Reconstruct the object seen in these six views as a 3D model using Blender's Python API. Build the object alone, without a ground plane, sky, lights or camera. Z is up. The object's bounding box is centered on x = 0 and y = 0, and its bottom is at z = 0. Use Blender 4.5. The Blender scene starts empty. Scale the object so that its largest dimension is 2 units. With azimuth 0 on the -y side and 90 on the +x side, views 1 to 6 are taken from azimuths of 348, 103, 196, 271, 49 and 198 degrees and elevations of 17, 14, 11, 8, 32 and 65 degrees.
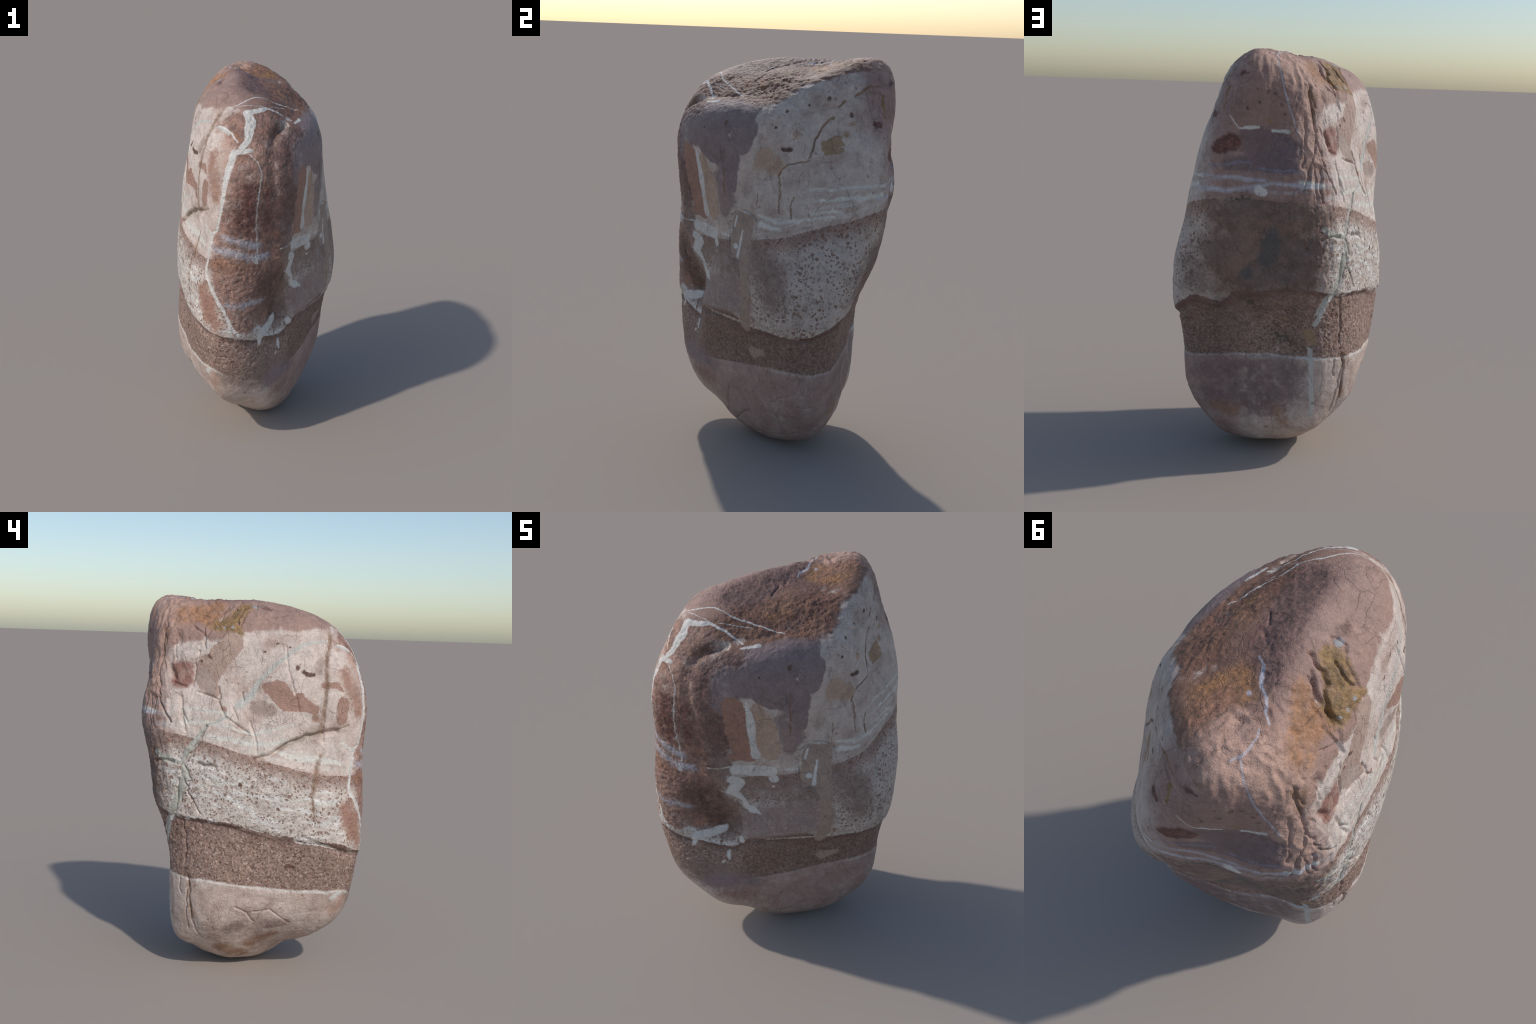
import bpy, math
import numpy as np

# ---------------------------------------------------------------- overall form
# A worn, upright boulder.  Its form is a closed bicubic surface: every ring
# below is a cross-section at one latitude of a stretched sphere, twenty-four
# control radii round the vertical axis starting at +x and turning towards +y.
CENTRE = np.array([0.0, 0.0, 1.0])
STRETCH = np.array([0.43, 0.60, 1.00])
GRID = (190, 270, 450)      # cells along x, y and z
RINGS = [
    # latitude -84.7
    [0.991, 0.990, 0.988, 0.987, 0.986, 0.985, 0.984, 0.984, 0.985, 0.986, 0.987, 0.989, 0.991, 0.993, 0.994, 0.996, 0.998, 0.999, 0.999, 0.999, 0.998, 0.997, 0.995, 0.993],
    # latitude -74.1
    [1.018, 1.026, 1.030, 1.025, 1.016, 1.005, 0.994, 0.985, 0.983, 0.989, 0.995, 1.004, 1.010, 1.009, 1.001, 0.991, 0.986, 0.979, 0.975, 0.979, 0.984, 0.990, 0.998, 1.009],
    # latitude -63.5
    [1.021, 1.066, 1.077, 1.055, 1.059, 1.058, 1.055, 1.045, 1.053, 1.065, 1.073, 1.071, 1.045, 1.015, 0.979, 0.950, 0.946, 0.954, 0.963, 0.951, 0.936, 0.936, 0.958, 0.984],
    # latitude -52.9
    [0.988, 1.097, 1.154, 1.164, 1.126, 1.083, 1.073, 1.078, 1.082, 1.069, 1.084, 1.078, 1.044, 1.022, 1.022, 1.043, 1.042, 1.053, 1.008, 0.893, 0.822, 0.807, 0.838, 0.893],
    # latitude -42.4
    [0.906, 1.121, 1.220, 1.175, 1.017, 0.922, 0.893, 0.961, 1.086, 1.285, 1.209, 1.135, 1.093, 1.105, 1.111, 1.173, 1.089, 1.109, 0.958, 0.800, 0.738, 0.722, 0.745, 0.796],
    # latitude -31.8
    [0.802, 1.168, 1.340, 1.070, 0.898, 0.855, 0.818, 0.804, 0.848, 1.170, 1.247, 1.329, 1.180, 1.239, 1.226, 1.313, 1.222, 1.077, 0.737, 0.717, 0.748, 0.714, 0.708, 0.748],
    # latitude -21.2
    [0.858, 1.055, 1.178, 1.014, 0.844, 0.800, 0.776, 0.753, 0.759, 1.062, 1.165, 1.249, 1.103, 1.197, 1.255, 1.362, 1.196, 0.883, 0.492, 0.600, 0.673, 0.671, 0.719, 0.823],
    # latitude -10.6
    [0.933, 1.246, 1.283, 1.082, 0.821, 0.811, 0.808, 0.854, 0.939, 1.048, 1.099, 1.093, 1.083, 1.091, 1.262, 1.362, 1.141, 0.896, 0.662, 0.602, 0.563, 0.606, 0.722, 0.762],
    # latitude -0.0
    [0.965, 1.142, 1.220, 1.233, 0.931, 0.955, 0.836, 0.829, 0.990, 1.134, 1.119, 1.125, 1.134, 1.199, 1.253, 1.314, 1.147, 0.921, 0.781, 0.638, 0.565, 0.557, 0.687, 0.741],
    # latitude +10.6
    [0.905, 1.041, 1.030, 1.156, 1.123, 1.054, 0.876, 0.941, 1.053, 1.205, 1.121, 1.023, 1.088, 1.099, 0.972, 1.313, 1.130, 0.856, 0.850, 0.662, 0.618, 0.614, 0.680, 0.718],
    # latitude +21.2
    [0.893, 1.024, 1.062, 1.133, 1.248, 1.055, 1.038, 1.145, 1.213, 1.257, 1.072, 1.144, 1.018, 1.181, 1.218, 1.384, 1.281, 0.989, 0.882, 0.739, 0.675, 0.682, 0.724, 0.760],
    # latitude +31.8
    [0.908, 1.068, 1.020, 1.076, 1.247, 1.202, 1.042, 1.014, 1.166, 1.204, 1.015, 1.092, 1.029, 1.290, 1.231, 1.304, 1.251, 1.146, 1.070, 0.951, 0.790, 0.770, 0.816, 0.864],
    # latitude +42.4
    [1.004, 1.109, 1.010, 1.087, 1.148, 1.269, 1.408, 1.310, 1.323, 1.251, 1.221, 1.185, 1.158, 1.205, 1.308, 1.255, 1.216, 1.122, 1.058, 1.050, 1.017, 0.976, 0.967, 1.011],
    # latitude +52.9
    [0.962, 1.021, 1.056, 1.163, 1.210, 1.252, 1.275, 1.268, 1.222, 1.107, 1.046, 1.092, 1.165, 1.106, 1.162, 1.156, 1.114, 1.090, 0.997, 0.939, 0.938, 0.949, 0.962, 0.954],
    # latitude +63.5
    [0.897, 0.963, 0.980, 0.977, 1.016, 1.047, 1.050, 1.052, 1.089, 1.100, 1.078, 1.057, 1.058, 1.076, 1.072, 1.035, 1.005, 0.989, 0.949, 0.923, 0.906, 0.872, 0.873, 0.865],
    # latitude +74.1
    [0.910, 0.925, 0.937, 0.945, 0.952, 0.956, 0.961, 0.971, 0.986, 1.002, 1.018, 1.025, 1.025, 1.009, 0.981, 0.960, 0.938, 0.921, 0.909, 0.901, 0.893, 0.884, 0.887, 0.897],
    # latitude +84.7
    [0.921, 0.925, 0.928, 0.933, 0.937, 0.940, 0.943, 0.944, 0.945, 0.944, 0.942, 0.940, 0.936, 0.931, 0.927, 0.923, 0.918, 0.914, 0.912, 0.910, 0.909, 0.908, 0.911, 0.916],
]

RING = np.array(RINGS)
NR, NL = RING.shape


def bspline(f):
    return ((1 - f) ** 3 / 6, (3 * f ** 3 - 6 * f * f + 4) / 6, (-3 * f ** 3 + 3 * f * f + 3 * f + 1) / 6, f ** 3 / 6)


def form_radius(d):
    """radius of the closed bicubic surface in unit direction d (n x 3)"""
    lat = np.arcsin(np.clip(d[:, 2], -1, 1))
    lon = np.mod(np.arctan2(d[:, 1], d[:, 0]), 2 * math.pi)
    u = (lat + math.pi / 2) / (math.pi / NR) - 0.5
    t = lon / (2 * math.pi / NL)
    i, j = np.floor(u).astype(int), np.floor(t).astype(int)
    wu, wt = bspline(u - i), bspline(t - j)
    out = np.zeros(len(d))
    for a in range(4):
        row = i - 1 + a
        over = (row < 0) | (row >= NR)
        row = np.where(row < 0, -1 - row, np.where(row >= NR, 2 * NR - 1 - row, row))
        for b in range(4):
            col = np.mod(j - 1 + b + np.where(over, NL // 2, 0), NL)
            out += wu[a] * wt[b] * RING[row, col]
    return out



# ------------------------------------------------- markings, cracks and bedding
STAINS = []   # (colour name, edge softness, strokes); later ones lie over earlier ones
CRACKS = []   # (half width, depth, points)


def stain(colour, soft, *strokes):
    """a patch or vein: strokes run through points on the surface, each with its half width"""
    STAINS.append((colour, soft, [np.array(s) for s in strokes]))


def crack(half_width, depth, pts):
    CRACKS.append((half_width, depth, np.array(pts)))


# heights of the three bedding planes as cubics in x and y:
# terms 1, x, y, xx, xy, yy, xxx, xxy, xyy, yyy
TOP_BED = (1.147, -0.04, 0.36, 0.084, -0.111, 0.168, -0.102, -0.555, 0.221, -0.469)
MIDDLE_BED = (0.459, -0.001, 0.253, 1.661, -1.533, 1.462, 0.061, -3.28, 2.725, -0.519)
LOW_BED = (0.392, 0.028, 0.237, 0.711, -0.548, 0.459, 0.103, -1.934, 0.675, -0.393)
CROWN_EDGE = (1.904, -0.282, 0.19, -1.212, 1.028, -0.321, 0.901, -0.286, 0.442, 0.036)

stain('nose_brown', 0.03,
      [(-0.245, -0.460, 1.788, 0.0574), (-0.183, -0.475, 1.789, 0.0764), (-0.070, -0.431, 1.805, 0.0581)],
      [(-0.067, -0.476, 1.748, 0.0705), (-0.106, -0.541, 1.646, 0.0697)])
stain('mauve_brown', 0.02,
      [(-0.012, -0.517, 1.626, 0.0531), (0.030, -0.510, 1.527, 0.0711), (0.047, -0.484, 1.411, 0.0781), (0.007, -0.490, 1.270, 0.0921), (0.015, -0.472, 1.137, 0.0748)],
      [(0.078, -0.421, 1.704, 0.0409), (0.021, -0.481, 1.671, 0.0470), (0.131, -0.351, 1.720, 0.0350)])
stain('umber', 0.03,
      [(-0.157, -0.563, 1.005, 0.0837), (-0.057, -0.504, 0.975, 0.0832), (-0.075, -0.483, 0.817, 0.0852)],
      [(-0.083, -0.521, 1.186, 0.0717), (-0.050, -0.505, 1.029, 0.0727), (-0.018, -0.410, 0.839, 0.0683), (-0.007, -0.370, 0.722, 0.0486)])
stain('rose_brown', 0.03,
      [(-0.412, -0.512, 0.949, 0.0393), (-0.403, -0.532, 0.838, 0.0460), (-0.357, -0.569, 0.764, 0.0394)])
stain('blush', 0.035,
      [(-0.032, 0.378, 1.991, 0.0610), (-0.081, 0.473, 1.978, 0.0920), (-0.186, 0.461, 1.907, 0.0867)],
      [(-0.198, 0.370, 1.924, 0.0473), (-0.250, 0.419, 1.841, 0.0445)])
stain('mauve_brown', 0.04,
      [(-0.071, -0.212, 1.902, 0.0656), (-0.056, -0.048, 1.937, 0.0709), (-0.056, 0.086, 1.958, 0.0572), (-0.102, 0.174, 1.974, 0.0372)])
stain('umber', 0.03,
      [(0.035, -0.282, 1.814, 0.0428), (0.104, -0.152, 1.814, 0.0714), (0.134, -0.047, 1.827, 0.0617), (0.141, 0.111, 1.889, 0.0669)],
      [(-0.008, -0.348, 1.818, 0.0532), (0.036, -0.232, 1.837, 0.0715), (0.083, -0.077, 1.859, 0.0723), (0.151, 0.022, 1.853, 0.0605)])
stain('ochre', 0.03,
      [(0.003, 0.215, 1.941, 0.0564), (0.068, 0.246, 1.939, 0.0452), (0.084, 0.332, 1.964, 0.0295)],
      [(0.073, -0.125, 1.848, 0.0289)],
      [(0.086, -0.072, 1.859, 0.0362)])
stain('rust', 0.02,
      [(0.085, -0.022, 1.883, 0.0424), (0.046, -0.115, 1.871, 0.0362)],
      [(0.071, 0.349, 1.972, 0.0446), (0.014, 0.275, 1.955, 0.0382)])
stain('orange_brown', 0.025,
      [(-0.185, 0.194, 1.937, 0.0411), (-0.220, 0.246, 1.891, 0.0525), (-0.222, 0.322, 1.896, 0.0444)],
      [(-0.226, 0.340, 1.893, 0.0604), (-0.217, 0.268, 1.896, 0.0672), (-0.265, 0.211, 1.858, 0.0399)])
stain('mustard', 0.016,
      [(-0.236, 0.053, 1.931, 0.0422), (-0.280, 0.090, 1.886, 0.0501), (-0.297, 0.175, 1.844, 0.0423)],
      [(-0.302, 0.130, 1.853, 0.0395), (-0.353, 0.062, 1.800, 0.0163)])
stain('dark_umber', 0.02,
      [(-0.264, -0.070, 1.921, 0.0197), (-0.297, -0.138, 1.894, 0.0161)],
      [(-0.303, -0.010, 1.896, 0.0137)],
      [(-0.244, -0.049, 1.937, 0.0147), (-0.285, -0.148, 1.904, 0.0106)])
stain('pebble_grey', 0.004,
      [(-0.244, -0.005, 1.939, 0.0131)],
      [(-0.329, 0.106, 1.832, 0.0078)],
      [(-0.320, 0.147, 1.831, 0.0054)],
      [(-0.303, 0.184, 1.836, 0.0054)])
stain('nose_brown', 0.02,
      [(-0.245, -0.460, 1.788, 0.0382), (-0.202, -0.504, 1.744, 0.0950), (-0.095, -0.486, 1.751, 0.0831)],
      [(-0.174, -0.559, 1.620, 0.0819), (-0.203, -0.581, 1.530, 0.0943), (-0.218, -0.592, 1.404, 0.0946), (-0.222, -0.584, 1.271, 0.1082)],
      [(-0.254, -0.584, 1.166, 0.1215), (-0.255, -0.590, 1.000, 0.1098), (-0.220, -0.582, 0.857, 0.0981), (-0.196, -0.569, 0.767, 0.0661)],
      [(-0.115, -0.557, 1.586, 0.0633), (-0.092, -0.549, 1.388, 0.0512), (-0.082, -0.520, 1.172, 0.0587), (-0.060, -0.496, 0.922, 0.0600), (-0.062, -0.453, 0.764, 0.0543)])
stain('mauve_brown', 0.02,
      [(0.000, -0.503, 1.649, 0.0449), (-0.003, -0.529, 1.511, 0.0450), (0.054, -0.451, 1.291, 0.0397)],
      [(-0.012, -0.517, 1.626, 0.0413), (0.038, -0.503, 1.495, 0.0535), (0.014, -0.493, 1.324, 0.0548)],
      [(0.022, -0.463, 1.115, 0.0438)])
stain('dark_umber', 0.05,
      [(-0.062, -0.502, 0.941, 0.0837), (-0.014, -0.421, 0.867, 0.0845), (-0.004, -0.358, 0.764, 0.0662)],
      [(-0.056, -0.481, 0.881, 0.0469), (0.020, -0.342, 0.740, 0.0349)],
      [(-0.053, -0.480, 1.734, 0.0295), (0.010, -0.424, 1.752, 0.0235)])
stain('oxblood', 0.03,
      [(-0.191, -0.586, 1.460, 0.0378), (-0.204, -0.587, 1.370, 0.0506), (-0.222, -0.584, 1.271, 0.0445)],
      [(-0.094, -0.556, 1.456, 0.0255), (-0.100, -0.536, 1.266, 0.0258)])
stain('rust', 0.03,
      [(-0.354, -0.561, 1.084, 0.0322), (-0.254, -0.587, 1.073, 0.0257)],
      [(-0.212, -0.559, 1.624, 0.0138)],
      [(-0.253, -0.507, 1.714, 0.0316)])
stain('blue_white', 0.02,
      [(-0.329, -0.570, 1.229, 0.0089), (-0.254, -0.584, 1.200, 0.0102), (-0.149, -0.551, 1.168, 0.0155)],
      [(-0.364, -0.544, 1.157, 0.0116), (-0.280, -0.584, 1.145, 0.0154), (-0.220, -0.579, 1.126, 0.0129)],
      [(-0.171, -0.563, 1.108, 0.0142), (-0.096, -0.527, 1.104, 0.0144)],
      [(-0.307, -0.588, 0.872, 0.0078), (-0.213, -0.581, 0.863, 0.0092), (-0.123, -0.538, 0.870, 0.0066)])
stain('blush', 0.02,
      [(-0.290, -0.498, 1.694, 0.0380), (-0.299, -0.549, 1.590, 0.0252)],
      [(-0.159, -0.549, 1.649, 0.0252)])
stain('rose_brown', 0.02,
      [(-0.380, -0.555, 0.886, 0.0326), (-0.392, -0.543, 0.785, 0.0329)])
stain('umber', 0.02,
      [(0.204, 0.019, 1.813, 0.0287), (0.201, -0.066, 1.780, 0.0252)],
      [(0.229, 0.056, 1.817, 0.0302), (0.222, 0.128, 1.846, 0.0244)])
stain('grey_brown', 0.04,
      [(-0.324, -0.528, 0.443, 0.0408), (-0.167, -0.537, 0.449, 0.0751), (0.000, -0.418, 0.427, 0.0633)])
stain('mauve', 0.015,
      [(0.108, -0.434, 1.616, 0.0702), (0.092, -0.455, 1.513, 0.0592)],
      [(0.260, -0.209, 1.398, 0.0542), (0.269, -0.183, 1.302, 0.0550)],
      [(0.140, -0.321, 1.733, 0.0350), (0.215, -0.155, 1.759, 0.0353), (0.271, -0.047, 1.739, 0.0238)])
stain('mauve', 0.005,
      [(0.161, -0.372, 1.609, 0.0702), (0.188, -0.317, 1.672, 0.0758), (0.248, -0.200, 1.695, 0.0879), (0.286, -0.085, 1.705, 0.0533)],
      [(0.309, -0.072, 1.650, 0.0505), (0.308, -0.110, 1.591, 0.0654)],
      [(0.226, -0.281, 1.577, 0.1000), (0.287, -0.170, 1.504, 0.0656), (0.290, -0.150, 1.368, 0.0334)])
stain('rose_brown', 0.004,
      [(0.117, -0.423, 1.491, 0.0475), (0.122, -0.399, 1.404, 0.0540), (0.117, -0.389, 1.335, 0.0546), (0.110, -0.370, 1.234, 0.0461)],
      [(0.082, -0.396, 1.196, 0.0247), (0.137, -0.329, 1.186, 0.0186)])
stain('sand', 0.004,
      [(0.182, -0.331, 1.471, 0.0268), (0.192, -0.301, 1.390, 0.0452), (0.194, -0.288, 1.330, 0.0577), (0.203, -0.264, 1.226, 0.0492)])
stain('grey_brown', 0.03,
      [(0.038, -0.371, 0.886, 0.0389), (0.029, -0.334, 0.770, 0.0396), (0.018, -0.361, 0.680, 0.0267)],
      [(0.057, -0.425, 1.159, 0.0311), (0.030, -0.447, 1.068, 0.0315)])
stain('rose_grey', 0.012,
      [(0.258, -0.206, 1.333, 0.0304), (0.261, -0.192, 1.245, 0.0369)])
stain('grey_brown', 0.05,
      [(0.096, -0.341, 0.995, 0.0700), (0.241, -0.214, 1.011, 0.0758), (0.343, -0.092, 0.962, 0.0764)],
      [(0.403, 0.004, 1.056, 0.0759), (0.442, 0.075, 0.999, 0.0895), (0.462, 0.110, 0.863, 0.0586)])
stain('rose_grey', 0.02,
      [(0.137, -0.312, 0.786, 0.0911), (0.269, -0.196, 0.832, 0.0902), (0.347, -0.073, 0.801, 0.0715)],
      [(0.247, -0.219, 0.893, 0.0256), (0.343, -0.091, 0.900, 0.0257)])
stain('mauve', 0.03,
      [(-0.037, -0.450, 0.381, 0.0483), (0.049, -0.361, 0.386, 0.0551), (0.107, -0.276, 0.376, 0.0345)])
stain('back_mauve', 0.03,
      [(0.073, -0.293, 0.285, 0.0420), (-0.007, -0.406, 0.297, 0.0349)])
stain('slab', 0.004,
      [(0.315, -0.098, 1.203, 0.0496), (0.327, -0.098, 1.078, 0.0534)],
      [(0.346, -0.051, 1.206, 0.0435), (0.357, -0.065, 1.063, 0.0378), (0.378, -0.047, 0.960, 0.0287), (0.375, -0.040, 0.847, 0.0323), (0.336, -0.042, 0.684, 0.0298)],
      [(0.314, -0.007, 0.547, 0.0305), (0.353, 0.040, 0.562, 0.0203)])
stain('white', 0.003,
      [(0.302, -0.117, 1.227, 0.0062), (0.297, -0.127, 1.174, 0.0062)],
      [(0.334, -0.077, 1.160, 0.0050), (0.333, -0.098, 1.032, 0.0088)],
      [(0.314, -0.115, 1.078, 0.0138)],
      [(0.252, -0.199, 1.121, 0.0056), (0.278, -0.160, 1.121, 0.0075)])
stain('white', 0.004,
      [(0.156, -0.374, 1.513, 0.0047), (0.156, -0.363, 1.459, 0.0131), (0.155, -0.348, 1.385, 0.0229), (0.154, -0.341, 1.347, 0.0206), (0.149, -0.329, 1.264, 0.0135), (0.151, -0.316, 1.202, 0.0222)])
stain('white', 0.004,
      [(0.082, -0.383, 1.117, 0.0281), (0.129, -0.324, 1.111, 0.0325), (0.193, -0.256, 1.106, 0.0313)],
      [(0.199, -0.245, 1.063, 0.0226)],
      [(0.065, -0.399, 1.057, 0.0202), (0.082, -0.369, 1.038, 0.0284), (0.057, -0.391, 0.982, 0.0217), (0.082, -0.347, 0.936, 0.0103), (0.095, -0.326, 0.880, 0.0142), (0.117, -0.311, 0.869, 0.0207), (0.149, -0.291, 0.851, 0.0052)],
      [(0.062, -0.414, 1.136, 0.0050), (-0.006, -0.487, 1.127, 0.0038)],
      [(0.197, -0.243, 1.016, 0.0063)])
stain('white', 0.005,
      [(-0.039, -0.416, 0.704, 0.0240), (-0.087, -0.481, 0.684, 0.0240), (-0.121, -0.515, 0.653, 0.0121), (-0.122, -0.516, 0.616, 0.0054)],
      [(0.069, -0.347, 0.677, 0.0159)],
      [(0.008, -0.395, 0.575, 0.0094), (0.015, -0.396, 0.538, 0.0061)],
      [(-0.010, -0.422, 0.512, 0.0075)])
stain('ochre_grey', 0.003,
      [(0.301, 0.290, 1.608, 0.0132), (0.275, 0.366, 1.630, 0.0133)],
      [(0.306, 0.302, 1.584, 0.0168), (0.282, 0.372, 1.605, 0.0169)],
      [(0.312, 0.309, 1.562, 0.0120), (0.290, 0.378, 1.576, 0.0120)])
stain('ochre_grey', 0.012,
      [(0.262, 0.393, 1.652, 0.0169)],
      [(0.241, 0.411, 1.698, 0.0109)])
stain('dark_umber', 0.004,
      [(0.258, -0.199, 1.668, 0.0099)],
      [(0.360, 0.110, 1.573, 0.0084), (0.359, 0.149, 1.576, 0.0084)],
      [(0.195, -0.322, 1.632, 0.0057)],
      [(0.336, 0.070, 1.669, 0.0084)],
      [(0.308, 0.115, 1.747, 0.0084)],
      [(0.241, 0.294, 1.804, 0.0097)],
      [(0.265, 0.208, 1.778, 0.0061)],
      [(0.270, 0.047, 1.778, 0.0085)],
      [(0.230, 0.401, 1.735, 0.0109)])
stain('oxblood', 0.005,
      [(0.200, 0.511, 1.698, 0.0122), (0.177, 0.538, 1.695, 0.0110)],
      [(0.048, 0.563, 1.885, 0.0138)])
stain('sand', 0.01,
      [(0.347, 0.020, 1.517, 0.0544), (0.369, 0.088, 1.488, 0.0360)],
      [(0.337, 0.171, 1.645, 0.0239)])
stain('ochre_crack', 0.004,
      [(0.343, 0.241, 1.538, 0.0030), (0.309, 0.252, 1.624, 0.0048), (0.270, 0.295, 1.700, 0.0054), (0.255, 0.328, 1.724, 0.0036)],
      [(0.402, 0.113, 1.278, 0.0024), (0.383, 0.106, 1.407, 0.0030), (0.375, 0.097, 1.454, 0.0036), (0.372, 0.137, 1.504, 0.0030), (0.361, 0.200, 1.522, 0.0030), (0.347, 0.239, 1.529, 0.0024)],
      [(0.191, 0.414, 1.825, 0.0049), (0.146, 0.466, 1.864, 0.0074), (0.108, 0.515, 1.873, 0.0050)],
      [(0.267, -0.211, 1.553, 0.0025), (0.269, -0.201, 1.454, 0.0037), (0.266, -0.193, 1.335, 0.0038)],
      [(0.409, 0.177, 1.254, 0.0024), (0.399, 0.169, 1.324, 0.0030), (0.393, 0.184, 1.361, 0.0024)],
      [(0.237, 0.346, 1.771, 0.0049), (0.219, 0.372, 1.801, 0.0043)],
      [(0.360, -0.007, 1.303, 0.0024), (0.356, -0.003, 1.352, 0.0024)])
stain('blush', 0.05,
      [(-0.148, 0.515, 1.876, 0.0479), (-0.186, 0.521, 1.743, 0.0476), (-0.293, 0.524, 1.482, 0.0333)],
      [(-0.247, 0.474, 1.758, 0.0525), (-0.250, 0.508, 1.617, 0.0521), (-0.282, 0.525, 1.505, 0.0462)],
      [(0.052, 0.498, 1.964, 0.0414), (-0.078, 0.529, 1.932, 0.0524), (-0.183, 0.475, 1.897, 0.0527)])
stain('rose', 0.012,
      [(-0.316, 0.007, 1.879, 0.0361), (-0.297, -0.090, 1.892, 0.0461), (-0.296, -0.187, 1.901, 0.0395), (-0.262, -0.299, 1.906, 0.0332)])
stain('tan', 0.004,
      [(-0.364, 0.105, 1.751, 0.0552), (-0.367, 0.162, 1.692, 0.0617), (-0.365, 0.199, 1.633, 0.0586), (-0.364, 0.230, 1.561, 0.0554)],
      [(-0.355, 0.226, 1.645, 0.0522), (-0.352, 0.251, 1.599, 0.0457), (-0.392, 0.188, 1.506, 0.0292)])
stain('tan_grey', 0.01,
      [(-0.354, 0.250, 1.579, 0.0392), (-0.378, 0.215, 1.523, 0.0325)])
stain('salmon', 0.003,
      [(-0.428, -0.076, 1.536, 0.0257), (-0.440, -0.127, 1.538, 0.0416), (-0.446, -0.154, 1.501, 0.0480), (-0.448, -0.180, 1.464, 0.0416)],
      [(-0.442, -0.134, 1.525, 0.0512), (-0.447, -0.167, 1.482, 0.0511)],
      [(-0.448, -0.180, 1.464, 0.0384), (-0.439, -0.251, 1.465, 0.0385), (-0.423, -0.323, 1.434, 0.0225)],
      [(-0.440, -0.243, 1.497, 0.0231)])
stain('salmon', 0.006,
      [(-0.421, -0.325, 1.396, 0.0193), (-0.417, -0.338, 1.383, 0.0116)],
      [(-0.407, -0.364, 1.556, 0.0155), (-0.391, -0.429, 1.558, 0.0169), (-0.388, -0.456, 1.533, 0.0078)],
      [(-0.394, -0.465, 1.469, 0.0324), (-0.398, -0.455, 1.391, 0.0292)],
      [(-0.421, 0.139, 1.426, 0.0155)])
stain('rose_brown', 0.025,
      [(-0.356, -0.474, 1.615, 0.0392), (-0.357, -0.548, 1.423, 0.0328)],
      [(-0.313, -0.432, 1.755, 0.0263)],
      [(-0.430, -0.479, 0.931, 0.0327), (-0.403, -0.532, 0.828, 0.0330)])
stain('tan_grey', 0.012,
      [(-0.425, -0.021, 1.438, 0.0386), (-0.442, -0.092, 1.422, 0.0320)],
      [(-0.387, -0.341, 1.676, 0.0194), (-0.401, -0.336, 1.625, 0.0161)])
stain('red_brown', 0.014,
      [(-0.319, 0.391, 1.625, 0.0297), (-0.329, 0.345, 1.621, 0.0362), (-0.341, 0.329, 1.563, 0.0295), (-0.339, 0.378, 1.545, 0.0296)])
stain('stripe_white', 0.008,
      [(-0.423, 0.219, 1.281, 0.0091), (-0.439, 0.115, 1.273, 0.0116), (-0.449, 0.018, 1.255, 0.0141), (-0.455, -0.111, 1.257, 0.0103), (-0.440, -0.206, 1.281, 0.0064)],
      [(-0.387, 0.353, 1.348, 0.0078), (-0.405, 0.267, 1.349, 0.0078), (-0.430, 0.150, 1.349, 0.0077), (-0.438, 0.052, 1.314, 0.0077), (-0.444, -0.019, 1.307, 0.0077), (-0.450, -0.127, 1.334, 0.0077), (-0.442, -0.216, 1.359, 0.0039)],
      [(-0.373, 0.349, 1.418, 0.0065), (-0.407, 0.217, 1.412, 0.0065), (-0.426, 0.119, 1.401, 0.0077)],
      [(-0.456, -0.144, 1.219, 0.0090), (-0.433, -0.242, 1.187, 0.0168), (-0.407, -0.373, 1.181, 0.0182), (-0.399, -0.465, 1.164, 0.0104)],
      [(-0.394, -0.461, 1.268, 0.0078), (-0.370, -0.529, 1.228, 0.0092)],
      [(-0.259, 0.560, 1.399, 0.0161), (-0.329, 0.504, 1.393, 0.0106)])
stain('stripe_white', 0.008,
      [(-0.455, 0.179, 1.045, 0.0078), (-0.479, 0.011, 1.054, 0.0064)],
      [(-0.485, -0.153, 0.963, 0.0039), (-0.470, -0.294, 0.985, 0.0090)],
      [(-0.463, -0.346, 0.966, 0.0116), (-0.446, -0.425, 0.965, 0.0078)],
      [(-0.433, 0.283, 0.985, 0.0078), (-0.457, 0.191, 0.986, 0.0065)])
stain('stripe_white', 0.008,
      [(0.386, 0.022, 1.212, 0.0133), (0.416, 0.122, 1.205, 0.0096)],
      [(0.375, 0.012, 1.252, 0.0085), (0.408, 0.107, 1.235, 0.0072), (0.397, 0.257, 1.258, 0.0072), (0.369, 0.372, 1.272, 0.0048)],
      [(0.389, 0.272, 1.285, 0.0072), (0.356, 0.398, 1.302, 0.0072)],
      [(0.373, 0.302, 1.346, 0.0072), (0.328, 0.450, 1.365, 0.0084), (0.248, 0.571, 1.373, 0.0097)],
      [(0.377, 0.252, 1.393, 0.0036), (0.320, 0.446, 1.411, 0.0060), (0.223, 0.583, 1.419, 0.0073)])
stain('blue_white', 0.012,
      [(0.267, 0.556, 1.359, 0.0072), (0.158, 0.596, 1.361, 0.0082), (0.093, 0.588, 1.355, 0.0070), (-0.113, 0.589, 1.400, 0.0046), (-0.255, 0.563, 1.392, 0.0069), (-0.320, 0.516, 1.391, 0.0069)],
      [(0.219, 0.585, 1.424, 0.0035), (0.059, 0.583, 1.418, 0.0041), (-0.081, 0.585, 1.412, 0.0040)])
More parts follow.
